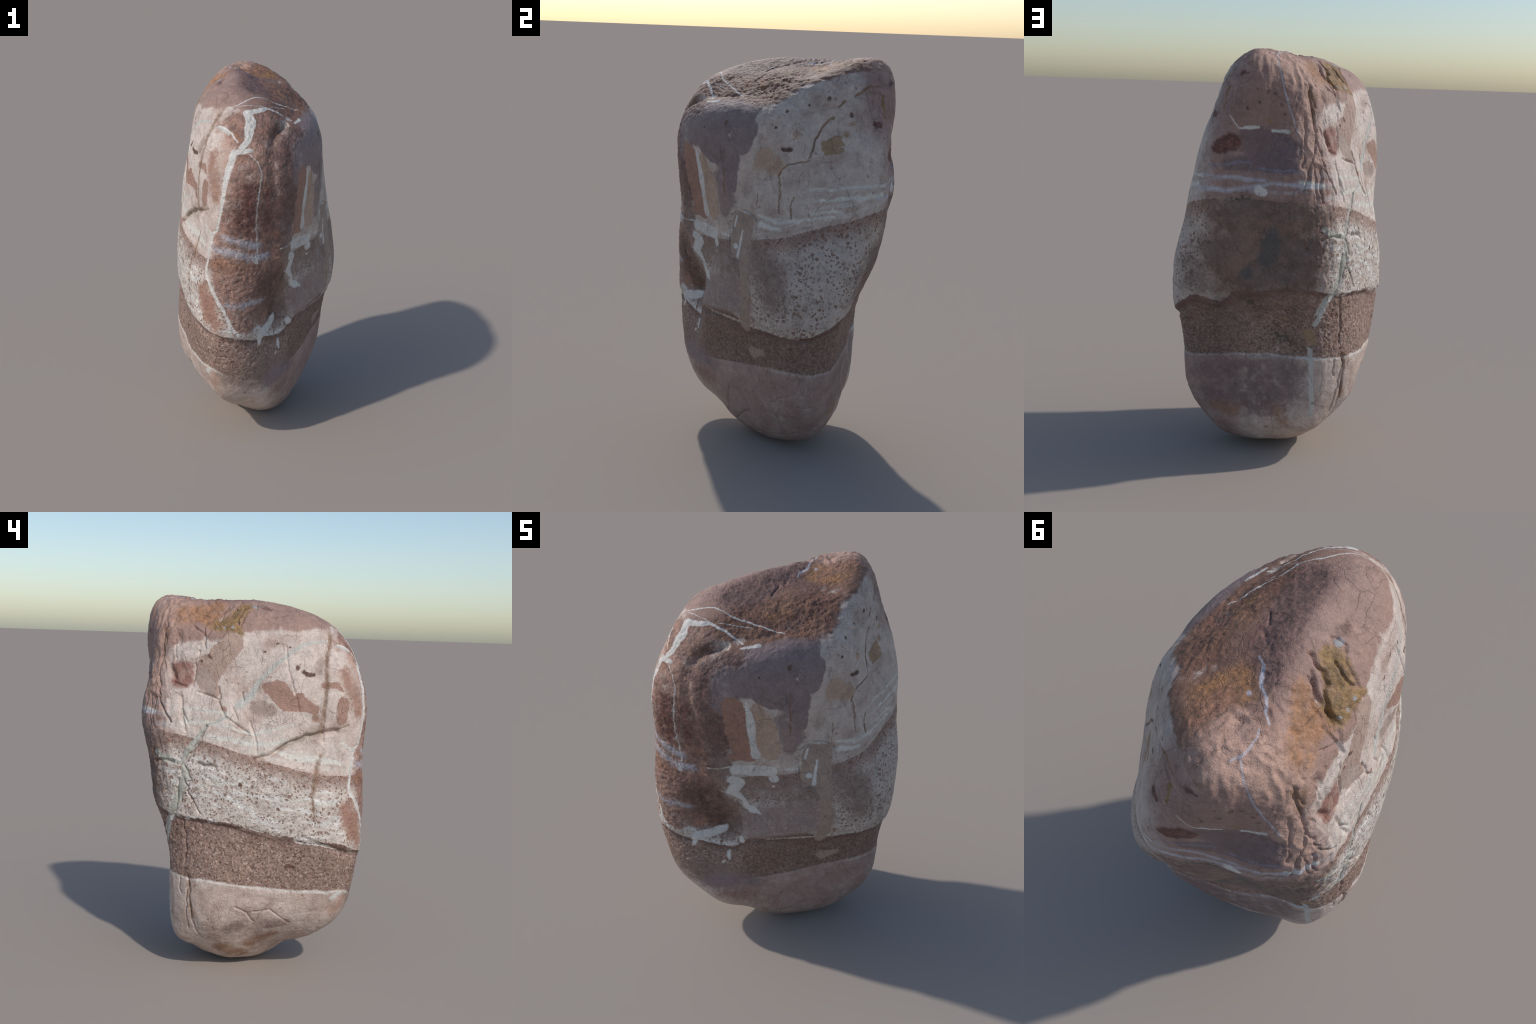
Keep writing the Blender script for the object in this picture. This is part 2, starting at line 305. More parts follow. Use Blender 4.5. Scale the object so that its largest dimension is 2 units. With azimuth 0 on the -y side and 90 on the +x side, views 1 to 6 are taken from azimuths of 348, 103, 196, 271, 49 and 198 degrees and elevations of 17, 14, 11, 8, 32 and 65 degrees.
stain('grey_white', 0.004,
      [(-0.345, -0.365, 1.775, 0.0065), (-0.374, -0.299, 1.770, 0.0078), (-0.396, -0.241, 1.750, 0.0084), (-0.414, -0.191, 1.713, 0.0090), (-0.421, -0.116, 1.657, 0.0103), (-0.416, -0.067, 1.605, 0.0109), (-0.410, -0.024, 1.552, 0.0129), (-0.411, 0.006, 1.494, 0.0168), (-0.417, 0.063, 1.447, 0.0232)],
      [(-0.323, -0.419, 1.754, 0.0059), (-0.281, -0.482, 1.730, 0.0060)],
      [(-0.428, 0.125, 1.382, 0.0103), (-0.420, 0.208, 1.349, 0.0065)])
stain('dark_umber', 0.004,
      [(-0.429, -0.224, 1.636, 0.0109)],
      [(-0.424, -0.261, 1.621, 0.0116), (-0.413, -0.307, 1.609, 0.0116)],
      [(-0.392, -0.060, 1.715, 0.0071)],
      [(-0.393, -0.126, 1.759, 0.0058)],
      [(-0.406, -0.184, 1.738, 0.0058)],
      [(-0.344, 0.259, 1.656, 0.0079)],
      [(-0.351, 0.224, 1.693, 0.0065), (-0.357, 0.210, 1.677, 0.0052)])
stain('ochre_crack', 0.014,
      [(-0.311, -0.391, 1.805, 0.0092), (-0.366, -0.373, 1.709, 0.0104), (-0.405, -0.377, 1.550, 0.0090), (-0.415, -0.368, 1.454, 0.0090), (-0.409, -0.360, 1.325, 0.0065)],
      [(-0.405, -0.359, 1.207, 0.0052), (-0.431, -0.343, 1.099, 0.0078), (-0.446, -0.331, 1.061, 0.0078), (-0.466, -0.323, 0.979, 0.0084), (-0.469, -0.330, 0.888, 0.0065)],
      [(-0.420, 0.301, 0.553, 0.0060), (-0.418, 0.292, 0.430, 0.0067), (-0.409, 0.271, 0.339, 0.0176)])
stain('pit_grey', 0.02,
      [(-0.411, -0.335, 1.314, 0.0155), (-0.426, -0.258, 1.294, 0.0155), (-0.451, -0.162, 1.248, 0.0116)])
stain('grey_vein', 0.004,
      [(-0.419, 0.215, 1.346, 0.0065), (-0.414, 0.278, 1.259, 0.0156), (-0.412, 0.322, 1.198, 0.0156), (-0.410, 0.347, 1.145, 0.0091), (-0.419, 0.325, 1.074, 0.0222)],
      [(-0.417, 0.332, 1.066, 0.0261), (-0.406, 0.357, 0.978, 0.0236), (-0.377, 0.392, 0.891, 0.0172), (-0.334, 0.425, 0.821, 0.0107), (-0.304, 0.434, 0.773, 0.0054)],
      [(-0.408, 0.354, 1.141, 0.0104), (-0.375, 0.443, 1.163, 0.0171), (-0.347, 0.486, 1.191, 0.0146)])
stain('rose_grey', 0.015,
      [(-0.392, 0.037, 0.287, 0.0339), (-0.394, 0.090, 0.272, 0.0306)],
      [(-0.393, -0.116, 0.307, 0.0407), (-0.384, -0.210, 0.311, 0.0272)])
stain('bottom_brown', 0.02,
      [(-0.274, -0.024, 0.165, 0.0420), (-0.320, -0.145, 0.235, 0.0276)],
      [(-0.265, 0.127, 0.128, 0.0422), (-0.225, 0.024, 0.089, 0.0426)])
stain('pale', 0.004,
      [(-0.411, -0.214, 0.357, 0.0061), (-0.391, -0.341, 0.373, 0.0074)])
stain('blush', 0.02,
      [(-0.355, -0.463, 0.384, 0.0341), (-0.355, -0.500, 0.441, 0.0272)])
stain('white', 0.005,
      [(-0.393, -0.444, 0.456, 0.0121), (-0.382, -0.483, 0.482, 0.0135)],
      [(-0.425, -0.367, 0.500, 0.0060), (-0.407, -0.422, 0.480, 0.0074)])
stain('dark_umber', 0.004,
      [(-0.461, -0.204, 0.632, 0.0105), (-0.458, -0.243, 0.623, 0.0105)],
      [(-0.477, 0.043, 1.046, 0.0103)])
stain('white', 0.003,
      [(-0.180, -0.441, 1.828, 0.0179), (-0.167, -0.475, 1.789, 0.0229), (-0.183, -0.506, 1.743, 0.0203), (-0.194, -0.530, 1.697, 0.0152), (-0.227, -0.538, 1.671, 0.0139)],
      [(-0.178, -0.446, 1.823, 0.0154), (-0.100, -0.416, 1.836, 0.0142), (-0.068, -0.392, 1.840, 0.0065), (0.001, -0.351, 1.808, 0.0053), (0.076, -0.321, 1.766, 0.0047)],
      [(0.089, -0.338, 1.752, 0.0053), (0.134, -0.271, 1.761, 0.0094)])
stain('white', 0.003,
      [(-0.184, -0.548, 1.656, 0.0101), (-0.265, -0.537, 1.650, 0.0151), (-0.281, -0.552, 1.603, 0.0170), (-0.302, -0.565, 1.543, 0.0151), (-0.322, -0.572, 1.468, 0.0113), (-0.329, -0.573, 1.404, 0.0101), (-0.341, -0.565, 1.331, 0.0063), (-0.357, -0.547, 1.255, 0.0077), (-0.371, -0.529, 1.237, 0.0077), (-0.385, -0.514, 1.146, 0.0065), (-0.404, -0.508, 1.033, 0.0072), (-0.379, -0.553, 0.947, 0.0097), (-0.332, -0.582, 0.851, 0.0085), (-0.307, -0.586, 0.795, 0.0065), (-0.280, -0.586, 0.744, 0.0079), (-0.242, -0.579, 0.704, 0.0093)])
stain('white', 0.003,
      [(-0.243, -0.521, 1.697, 0.0038), (-0.268, -0.486, 1.736, 0.0044), (-0.300, -0.446, 1.756, 0.0064), (-0.315, -0.425, 1.759, 0.0051)],
      [(-0.260, -0.402, 1.840, 0.0019), (-0.185, -0.387, 1.872, 0.0032), (-0.109, -0.332, 1.889, 0.0039), (-0.027, -0.298, 1.860, 0.0040), (0.083, -0.206, 1.816, 0.0034), (0.157, -0.137, 1.788, 0.0021)],
      [(-0.221, -0.406, 1.853, 0.0013), (-0.170, -0.407, 1.857, 0.0019), (-0.102, -0.397, 1.852, 0.0019), (-0.068, -0.390, 1.841, 0.0026)],
      [(-0.186, -0.554, 1.638, 0.0025), (-0.148, -0.561, 1.600, 0.0025), (-0.129, -0.566, 1.537, 0.0025), (-0.143, -0.572, 1.448, 0.0019), (-0.151, -0.570, 1.363, 0.0019), (-0.155, -0.560, 1.262, 0.0026), (-0.150, -0.555, 1.233, 0.0019), (-0.149, -0.552, 1.124, 0.0026), (-0.153, -0.557, 1.078, 0.0058)],
      [(-0.044, -0.363, 1.842, 0.0012), (0.056, -0.249, 1.816, 0.0018)])
stain('back_mauve', 0.03,
      [(-0.064, 0.567, 1.797, 0.1155), (-0.119, 0.545, 1.743, 0.1041)],
      [(0.049, 0.582, 1.714, 0.0580)])
stain('back_grey', 0.012,
      [(-0.010, 0.565, 1.579, 0.0639), (-0.125, 0.546, 1.567, 0.0637), (-0.191, 0.547, 1.553, 0.0461)],
      [(0.096, 0.587, 1.483, 0.0292), (-0.103, 0.565, 1.492, 0.0463), (-0.194, 0.571, 1.475, 0.0345)])
stain('back_brown', 0.04,
      [(0.294, 0.502, 0.973, 0.0675), (0.275, 0.478, 0.889, 0.0495)],
      [(0.011, 0.565, 1.240, 0.0880), (-0.172, 0.569, 1.254, 0.0752), (-0.273, 0.542, 1.246, 0.0463)],
      [(0.172, 0.538, 1.039, 0.0903), (-0.041, 0.516, 1.053, 0.1191), (-0.227, 0.523, 1.051, 0.0881)],
      [(0.022, 0.506, 0.936, 0.0542), (-0.256, 0.501, 0.953, 0.0533)])
stain('oxblood', 0.008,
      [(0.147, 0.587, 1.550, 0.0293), (0.081, 0.583, 1.576, 0.0350)])
stain('mustard', 0.006,
      [(0.119, 0.533, 1.819, 0.0090), (0.126, 0.547, 1.771, 0.0069), (0.140, 0.557, 1.713, 0.0031)],
      [(-0.071, 0.558, 1.679, 0.0062), (-0.092, 0.550, 1.671, 0.0039)])
stain('white', 0.004,
      [(0.047, 0.580, 1.640, 0.0035), (0.001, 0.573, 1.645, 0.0081), (-0.038, 0.564, 1.646, 0.0058)],
      [(-0.096, 0.547, 1.634, 0.0058), (-0.167, 0.535, 1.631, 0.0081)],
      [(0.099, 0.576, 1.695, 0.0023), (0.053, 0.580, 1.640, 0.0029)])
stain('dark_umber', 0.005,
      [(0.063, 0.556, 1.878, 0.0037), (0.018, 0.573, 1.888, 0.0044)],
      [(0.205, 0.513, 1.685, 0.0032), (0.184, 0.538, 1.685, 0.0040)],
      [(-0.114, 0.546, 1.799, 0.0058)],
      [(-0.041, 0.574, 1.760, 0.0058)],
      [(-0.031, 0.578, 1.818, 0.0046)],
      [(-0.188, 0.514, 1.790, 0.0046)],
      [(0.013, 0.583, 1.730, 0.0069)],
      [(-0.137, 0.539, 1.755, 0.0046)],
      [(-0.152, 0.535, 1.713, 0.0058)],
      [(-0.080, 0.561, 1.809, 0.0092)])
stain('red_brown', 0.008,
      [(-0.326, 0.394, 1.592, 0.0145), (-0.334, 0.404, 1.547, 0.0147)])
stain('ochre_crack', 0.012,
      [(-0.241, 0.454, 1.820, 0.0111), (-0.262, 0.456, 1.754, 0.0095), (-0.272, 0.468, 1.679, 0.0047)],
      [(-0.260, 0.435, 1.804, 0.0082), (-0.269, 0.458, 1.724, 0.0058)])
stain('blue_grey', 0.006,
      [(0.194, 0.589, 1.469, 0.0035), (0.119, 0.590, 1.476, 0.0035), (0.050, 0.579, 1.491, 0.0041), (-0.008, 0.570, 1.485, 0.0023)],
      [(-0.045, 0.570, 1.466, 0.0023), (-0.137, 0.578, 1.461, 0.0029), (-0.224, 0.567, 1.459, 0.0034)])
stain('white', 0.006,
      [(-0.052, 0.584, 1.364, 0.0220), (-0.071, 0.587, 1.357, 0.0197)])
stain('moss', 0.03,
      [(0.069, 0.583, 1.324, 0.0176), (0.010, 0.578, 1.333, 0.0175)])
stain('dark_slate', 0.012,
      [(-0.120, 0.545, 1.158, 0.0352), (-0.092, 0.526, 1.095, 0.0473), (-0.071, 0.511, 1.036, 0.0417)],
      [(0.021, 0.513, 0.962, 0.0300)])
stain('clay', 0.03,
      [(0.001, 0.552, 1.186, 0.0353), (0.006, 0.529, 1.063, 0.0417), (0.052, 0.537, 1.018, 0.0358), (0.109, 0.512, 0.941, 0.0212)],
      [(-0.074, 0.560, 1.216, 0.0105), (0.023, 0.564, 1.222, 0.0106)],
      [(-0.170, 0.554, 1.193, 0.0291), (-0.257, 0.544, 1.216, 0.0290)])
stain('moss', 0.04,
      [(0.018, 0.469, 0.810, 0.0305), (-0.062, 0.457, 0.784, 0.0183)],
      [(0.197, 0.434, 0.759, 0.0162), (0.207, 0.417, 0.632, 0.0088)],
      [(-0.108, 0.402, 0.649, 0.0279), (-0.214, 0.410, 0.605, 0.0247)],
      [(0.279, 0.400, 0.521, 0.0141), (0.188, 0.410, 0.541, 0.0114)],
      [(-0.213, 0.458, 0.793, 0.0157)])
stain('back_grey', 0.04,
      [(0.244, 0.398, 0.439, 0.0579), (0.039, 0.414, 0.455, 0.0695), (-0.154, 0.407, 0.475, 0.0687)],
      [(0.176, 0.393, 0.313, 0.0840), (-0.062, 0.410, 0.335, 0.0951), (-0.191, 0.413, 0.398, 0.0501)])
stain('bottom_brown', 0.03,
      [(0.108, 0.387, 0.232, 0.0324), (0.215, 0.374, 0.241, 0.0262)],
      [(-0.121, 0.401, 0.260, 0.0255), (-0.155, 0.374, 0.189, 0.0193)])
stain('grey_white', 0.004,
      [(-0.282, 0.415, 0.595, 0.0074), (-0.286, 0.412, 0.473, 0.0093), (-0.290, 0.392, 0.267, 0.0095)])
stain('ochre_grey', 0.01,
      [(-0.281, 0.422, 0.672, 0.0220), (-0.287, 0.417, 0.634, 0.0159)])
stain('grey_white', 0.004,
      [(-0.301, 0.424, 0.719, 0.0097), (-0.350, 0.411, 0.827, 0.0121), (-0.377, 0.387, 0.868, 0.0085)],
      [(-0.409, 0.352, 1.145, 0.0048), (-0.414, 0.293, 1.235, 0.0043), (-0.416, 0.224, 1.350, 0.0031)])
stain('blue_white', 0.004,
      [(-0.034, 0.117, 1.947, 0.0030), (-0.054, 0.144, 1.955, 0.0030), (-0.062, 0.189, 1.958, 0.0067), (-0.070, 0.221, 1.963, 0.0059), (-0.098, 0.255, 1.974, 0.0040), (-0.107, 0.298, 1.978, 0.0047), (-0.129, 0.338, 1.977, 0.0032)],
      [(-0.042, 0.246, 1.954, 0.0059)],
      [(-0.108, 0.369, 1.985, 0.0032), (-0.112, 0.393, 1.984, 0.0029), (-0.099, 0.437, 1.983, 0.0028), (-0.085, 0.464, 1.980, 0.0035), (-0.061, 0.486, 1.981, 0.0018)],
      [(-0.085, 0.464, 1.980, 0.0018), (-0.104, 0.507, 1.937, 0.0021), (-0.130, 0.528, 1.866, 0.0022), (-0.165, 0.529, 1.748, 0.0023), (-0.213, 0.524, 1.624, 0.0020)])

crack(0.0141, 0.022, [(-0.400, -0.432, 1.332), (-0.408, -0.354, 1.315), (-0.426, -0.258, 1.291), (-0.451, -0.163, 1.245), (-0.463, -0.100, 1.199), (-0.465, -0.023, 1.183)])
crack(0.0104, 0.018, [(-0.444, 0.176, 1.135), (-0.437, 0.215, 1.140), (-0.428, 0.261, 1.145)])
crack(0.0093, 0.012, [(-0.396, 0.394, 1.151), (-0.366, 0.457, 1.155), (-0.335, 0.493, 1.143)])
crack(0.0066, 0.012, [(-0.419, 0.221, 1.332), (-0.417, 0.277, 1.233), (-0.415, 0.315, 1.173), (-0.412, 0.340, 1.139), (-0.423, 0.306, 1.089), (-0.427, 0.298, 1.057), (-0.424, 0.311, 1.048), (-0.406, 0.350, 0.945), (-0.378, 0.384, 0.865)])
crack(0.0058, 0.009, [(-0.300, -0.391, 1.818), (-0.356, -0.372, 1.740), (-0.393, -0.372, 1.614), (-0.413, -0.373, 1.487), (-0.411, -0.362, 1.357), (-0.404, -0.369, 1.272)])
crack(0.0052, 0.007, [(-0.420, -0.335, 1.142), (-0.466, -0.320, 0.985), (-0.467, -0.338, 0.841)])
crack(0.0045, 0.007, [(-0.402, -0.165, 1.747), (-0.432, -0.177, 1.641), (-0.443, -0.206, 1.547), (-0.443, -0.231, 1.484), (-0.441, -0.239, 1.427)])
crack(0.0051, 0.008, [(-0.431, 0.009, 1.373), (-0.446, -0.020, 1.298), (-0.460, -0.032, 1.216)])
crack(0.0051, 0.008, [(-0.420, 0.094, 1.433), (-0.430, 0.066, 1.371)])
crack(0.0059, 0.008, [(-0.354, 0.359, 1.491), (-0.371, 0.366, 1.421), (-0.388, 0.350, 1.345)])
crack(0.0058, 0.01, [(-0.405, 0.049, 1.511), (-0.413, 0.038, 1.467)])
crack(0.0059, 0.009, [(-0.391, 0.169, 1.532), (-0.409, 0.160, 1.469), (-0.399, 0.187, 1.480), (-0.364, 0.274, 1.501)])
crack(0.0081, 0.012, [(-0.331, 0.275, 1.733), (-0.322, 0.232, 1.798), (-0.309, 0.207, 1.825), (-0.225, 0.162, 1.899), (-0.197, 0.118, 1.940)])
crack(0.0094, 0.014, [(-0.286, 0.209, 1.844), (-0.235, 0.174, 1.885), (-0.206, 0.137, 1.926)])
crack(0.0060, 0.009, [(-0.269, 0.451, 1.740), (-0.244, 0.455, 1.811), (-0.233, 0.451, 1.844)])
crack(0.0053, 0.008, [(-0.304, 0.375, 1.736), (-0.292, 0.378, 1.781)])
crack(0.0059, 0.009, [(-0.351, 0.302, 1.532), (-0.338, 0.295, 1.629), (-0.335, 0.274, 1.707)])
crack(0.0171, 0.022, [(-0.314, 0.418, 1.618), (-0.329, 0.399, 1.573)])
crack(0.0092, 0.012, [(-0.334, 0.401, 1.548), (-0.348, 0.341, 1.524)])
crack(0.0069, 0.012, [(-0.416, 0.309, 0.565), (-0.421, 0.293, 0.465), (-0.403, 0.285, 0.344), (-0.381, 0.259, 0.268), (-0.343, 0.233, 0.208)])
crack(0.0061, 0.008, [(-0.449, 0.048, 0.407), (-0.432, -0.008, 0.377), (-0.404, -0.042, 0.321)])
crack(0.0061, 0.006, [(-0.433, -0.041, 0.385), (-0.435, -0.127, 0.396), (-0.415, -0.181, 0.354), (-0.382, -0.230, 0.314)])
crack(0.0060, 0.009, [(-0.334, 0.070, 1.835), (-0.287, 0.041, 1.901), (-0.262, 0.003, 1.929)])
crack(0.0059, 0.008, [(-0.399, -0.438, 1.333), (-0.387, -0.496, 1.359)])
crack(0.0052, 0.01, [(-0.241, 0.458, 1.814), (-0.255, 0.468, 1.747), (-0.275, 0.465, 1.679), (-0.291, 0.506, 1.533), (-0.273, 0.548, 1.443), (-0.261, 0.559, 1.363)])
crack(0.0052, 0.01, [(-0.294, 0.521, 1.488), (-0.306, 0.526, 1.420), (-0.313, 0.526, 1.334)])
crack(0.0053, 0.01, [(-0.314, 0.469, 1.543), (-0.327, 0.484, 1.476), (-0.362, 0.440, 1.386), (-0.376, 0.411, 1.349)])
crack(0.0052, 0.01, [(-0.323, 0.492, 1.470), (-0.325, 0.511, 1.391), (-0.335, 0.503, 1.315)])
crack(0.0054, 0.01, [(-0.357, 0.355, 1.479), (-0.378, 0.350, 1.397), (-0.393, 0.322, 1.347)])
crack(0.0055, 0.01, [(-0.283, 0.310, 1.834), (-0.320, 0.250, 1.794), (-0.341, 0.245, 1.723)])
crack(0.0052, 0.01, [(-0.310, 0.476, 1.543), (-0.281, 0.487, 1.600)])
crack(0.0058, 0.009, [(-0.411, 0.163, 1.456), (-0.427, 0.132, 1.386), (-0.441, 0.013, 1.311)])
crack(0.0053, 0.009, [(-0.286, 0.393, 1.781), (-0.297, 0.403, 1.724), (-0.310, 0.396, 1.673)])
crack(0.0052, 0.008, [(-0.238, 0.497, 1.701), (-0.242, 0.521, 1.588), (-0.244, 0.556, 1.476)])
crack(0.0062, 0.01, [(-0.401, 0.341, 0.847), (-0.408, 0.319, 0.749), (-0.407, 0.321, 0.622)])
crack(0.0058, 0.01, [(-0.424, 0.295, 0.552), (-0.407, 0.314, 0.458), (-0.392, 0.310, 0.357), (-0.361, 0.300, 0.264)])
crack(0.0056, 0.01, [(-0.385, 0.349, 0.543), (-0.382, 0.347, 0.465)])
crack(0.0061, 0.012, [(-0.406, 0.365, 1.063), (-0.401, 0.363, 0.958), (-0.384, 0.380, 0.885)])
crack(0.0062, 0.01, [(-0.415, 0.337, 1.065), (-0.425, 0.307, 0.987), (-0.442, 0.242, 0.887)])
crack(0.0049, 0.007, [(0.038, 0.423, 0.535), (-0.268, 0.415, 0.565)])
crack(0.0069, 0.016, [(-0.178, 0.071, 1.961), (-0.216, 0.095, 1.930), (-0.240, 0.120, 1.901), (-0.267, 0.184, 1.860), (-0.309, 0.230, 1.820)])
crack(0.0063, 0.012, [(-0.253, 0.055, 1.920), (-0.291, 0.084, 1.881), (-0.326, 0.076, 1.846)])
crack(0.0053, 0.01, [(-0.189, 0.139, 1.943), (-0.213, 0.151, 1.915), (-0.221, 0.194, 1.894), (-0.249, 0.220, 1.867)])
crack(0.0047, 0.01, [(-0.223, -0.010, 1.949), (-0.241, -0.016, 1.941), (-0.264, -0.006, 1.928)])
crack(0.0051, 0.008, [(0.007, 0.329, 1.974), (-0.030, 0.338, 1.979), (-0.057, 0.350, 1.984)])
crack(0.0055, 0.01, [(-0.267, 0.243, 1.854), (-0.303, 0.255, 1.820), (-0.335, 0.256, 1.738)])
crack(0.0046, 0.01, [(-0.285, 0.386, 1.793), (-0.302, 0.384, 1.734)])
crack(0.0045, 0.01, [(-0.240, 0.409, 1.866), (-0.254, 0.419, 1.834)])
crack(0.0038, 0.008, [(-0.290, 0.293, 1.828), (-0.305, 0.341, 1.775)])
crack(0.0062, 0.01, [(-0.356, 0.365, 1.480), (-0.375, 0.357, 1.407), (-0.397, 0.334, 1.308)])
crack(0.0052, 0.01, [(-0.318, 0.480, 1.511), (-0.343, 0.468, 1.440), (-0.375, 0.413, 1.346)])
crack(0.0063, 0.008, [(-0.005, -0.068, 1.909), (-0.027, -0.011, 1.935)])
crack(0.0327, 0.012, [(0.011, -0.424, 1.751), (-0.044, -0.494, 1.706), (-0.069, -0.537, 1.631), (-0.068, -0.551, 1.550), (-0.048, -0.542, 1.451), (-0.037, -0.519, 1.312), (-0.043, -0.508, 1.188)])
crack(0.0345, 0.006, [(-0.047, -0.509, 1.195), (-0.043, -0.503, 1.063), (-0.032, -0.464, 0.909), (-0.017, -0.377, 0.755)])
crack(0.0206, 0.006, [(0.136, -0.179, 1.788), (0.091, -0.279, 1.780), (0.042, -0.345, 1.777)])
crack(0.0237, 0.012, [(0.039, -0.388, 1.757), (0.007, -0.437, 1.742), (-0.037, -0.477, 1.726), (-0.055, -0.510, 1.685)])
crack(0.0038, 0.004, [(0.263, -0.219, 1.558), (0.269, -0.201, 1.461), (0.264, -0.193, 1.316)])
crack(0.0036, 0.005, [(0.403, 0.114, 1.272), (0.383, 0.106, 1.407), (0.376, 0.097, 1.448), (0.372, 0.137, 1.504), (0.361, 0.200, 1.519), (0.347, 0.240, 1.526), (0.309, 0.252, 1.624), (0.272, 0.296, 1.694), (0.255, 0.328, 1.724)])
crack(0.0036, 0.004, [(0.409, 0.177, 1.254), (0.399, 0.169, 1.324), (0.393, 0.184, 1.361)])
crack(0.0055, 0.006, [(0.281, 0.117, 1.785), (0.285, 0.174, 1.759), (0.274, 0.227, 1.744), (0.252, 0.295, 1.764), (0.235, 0.346, 1.777), (0.216, 0.377, 1.801)])
crack(0.0056, 0.006, [(0.193, 0.415, 1.820), (0.154, 0.469, 1.844), (0.122, 0.519, 1.839)])
crack(0.0036, 0.004, [(0.331, -0.050, 1.425), (0.359, 0.026, 1.422), (0.373, 0.078, 1.440)])
crack(0.0050, 0.006, [(0.282, -0.152, 1.225), (0.294, -0.131, 1.243), (0.322, -0.082, 1.268), (0.355, -0.027, 1.258), (0.373, -0.001, 1.227), (0.382, 0.001, 1.173)])
crack(0.0051, 0.005, [(0.282, -0.152, 1.225), (0.297, -0.146, 1.016), (0.368, -0.057, 1.012)])
crack(0.0046, 0.004, [(0.386, -0.031, 1.018), (0.398, -0.014, 0.886), (0.372, -0.025, 0.776)])
crack(0.0054, 0.006, [(0.120, -0.131, 0.101), (0.194, -0.078, 0.168), (0.232, -0.034, 0.204)])
crack(0.0051, 0.006, [(0.343, 0.104, 0.303), (0.386, 0.157, 0.355), (0.405, 0.206, 0.375)])
crack(0.0051, 0.006, [(0.396, 0.245, 0.317), (0.375, 0.323, 0.322)])
crack(0.0053, 0.005, [(0.132, -0.048, 0.052), (0.255, 0.118, 0.100), (0.297, 0.258, 0.146)])
crack(0.0056, 0.005, [(0.176, -0.163, 0.293), (0.092, -0.182, 0.126)])
crack(0.0051, 0.005, [(0.324, 0.136, 0.210), (0.380, 0.157, 0.332)])
crack(0.0148, 0.007, [(0.149, -0.313, 0.689), (0.257, -0.185, 0.704), (0.334, -0.064, 0.710), (0.401, 0.050, 0.711), (0.441, 0.136, 0.701), (0.451, 0.208, 0.678), (0.444, 0.300, 0.673), (0.417, 0.368, 0.701), (0.366, 0.424, 0.756)])
crack(0.0134, 0.005, [(-0.390, 0.363, 0.855), (-0.444, 0.227, 0.844), (-0.466, 0.095, 0.826), (-0.470, -0.009, 0.827), (-0.467, -0.126, 0.794), (-0.466, -0.257, 0.765), (-0.454, -0.389, 0.741), (-0.431, -0.469, 0.715), (-0.361, -0.562, 0.698)])
crack(0.0107, 0.008, [(-0.467, -0.276, 0.793), (-0.452, -0.403, 0.744), (-0.408, -0.515, 0.705), (-0.356, -0.564, 0.699), (-0.266, -0.581, 0.681), (-0.156, -0.542, 0.679)])
crack(0.0199, 0.01, [(-0.149, -0.536, 0.648), (-0.102, -0.500, 0.738), (-0.039, -0.414, 0.756)])

# ------------------------------------------------------------ numeric helpers
SCALE2 = STRETCH ** 2


def lattice(i, j, k, seed):
    h = (i * 374761393 + j * 668265263 + k * 2147483647 + seed * 1274126177) & 0xFFFFFFFF
    h = ((h ^ (h >> 13)) * 1274126177) & 0xFFFFFFFF
    h = ((h ^ (h >> 16)) * 2246822519) & 0xFFFFFFFF
    return ((h ^ (h >> 15)) & 0xFFFFFF) / float(0xFFFFFF)


def noise(p, seed=0):
    """smooth value noise in -1..1"""
    b = np.floor(p).astype(np.int64)
    f = p - b
    f = f * f * f * (f * (f * 6 - 15) + 10)
    out = 0.0
    for a in (0, 1):
        for c in (0, 1):
            for e in (0, 1):
                w = (f[:, 0] if a else 1 - f[:, 0]) * (f[:, 1] if c else 1 - f[:, 1]) * (f[:, 2] if e else 1 - f[:, 2])
                out = out + w * lattice(b[:, 0] + a, b[:, 1] + c, b[:, 2] + e, seed)
    return out * 2 - 1


def fractal(p, octaves, seed=0):
    out, amp = 0.0, 1.0
    for o in range(octaves):
        out = out + amp * noise(p * 2.03 ** o + 17.3 * o, seed + o)
        amp *= 0.5
    return out


def pits(p, cell, fill, seed):
    """0 outside, 1 at the bottom of round pits scattered one to a cell"""
    q = p / cell
    b = np.floor(q).astype(np.int64)
    best = np.zeros(len(p))
    for a in (-1, 0, 1):
        for c in (-1, 0, 1):
            for e in (-1, 0, 1):
                i, j, k = b[:, 0] + a, b[:, 1] + c, b[:, 2] + e
                cx = np.stack([i + lattice(i, j, k, seed), j + lattice(i, j, k, seed + 1), k + lattice(i, j, k, seed + 2)], -1)
                r = (0.16 + 0.34 * lattice(i, j, k, seed + 3) ** 2) * (lattice(i, j, k, seed + 4) < fill)
                d = np.linalg.norm(q - cx, axis=1)
                best = np.maximum(best, np.clip(1 - (d / np.maximum(r, 1e-6)) ** 2, 0, 1))
    return best


def step(lo, hi, v):
    t = np.clip((v - lo) / (hi - lo), 0, 1)
    return t * t * (3 - 2 * t)


def bed_height(c, p):
    x, y = p[:, 0], p[:, 1]
    return c[0] + c[1] * x + c[2] * y + c[3] * x * x + c[4] * x * y + c[5] * y * y + c[6] * x ** 3 + c[7] * x * x * y + c[8] * x * y * y + c[9] * y ** 3


def outward(p):
    u = (p - CENTRE) / SCALE2
    return u / np.linalg.norm(u, axis=1, keepdims=True)


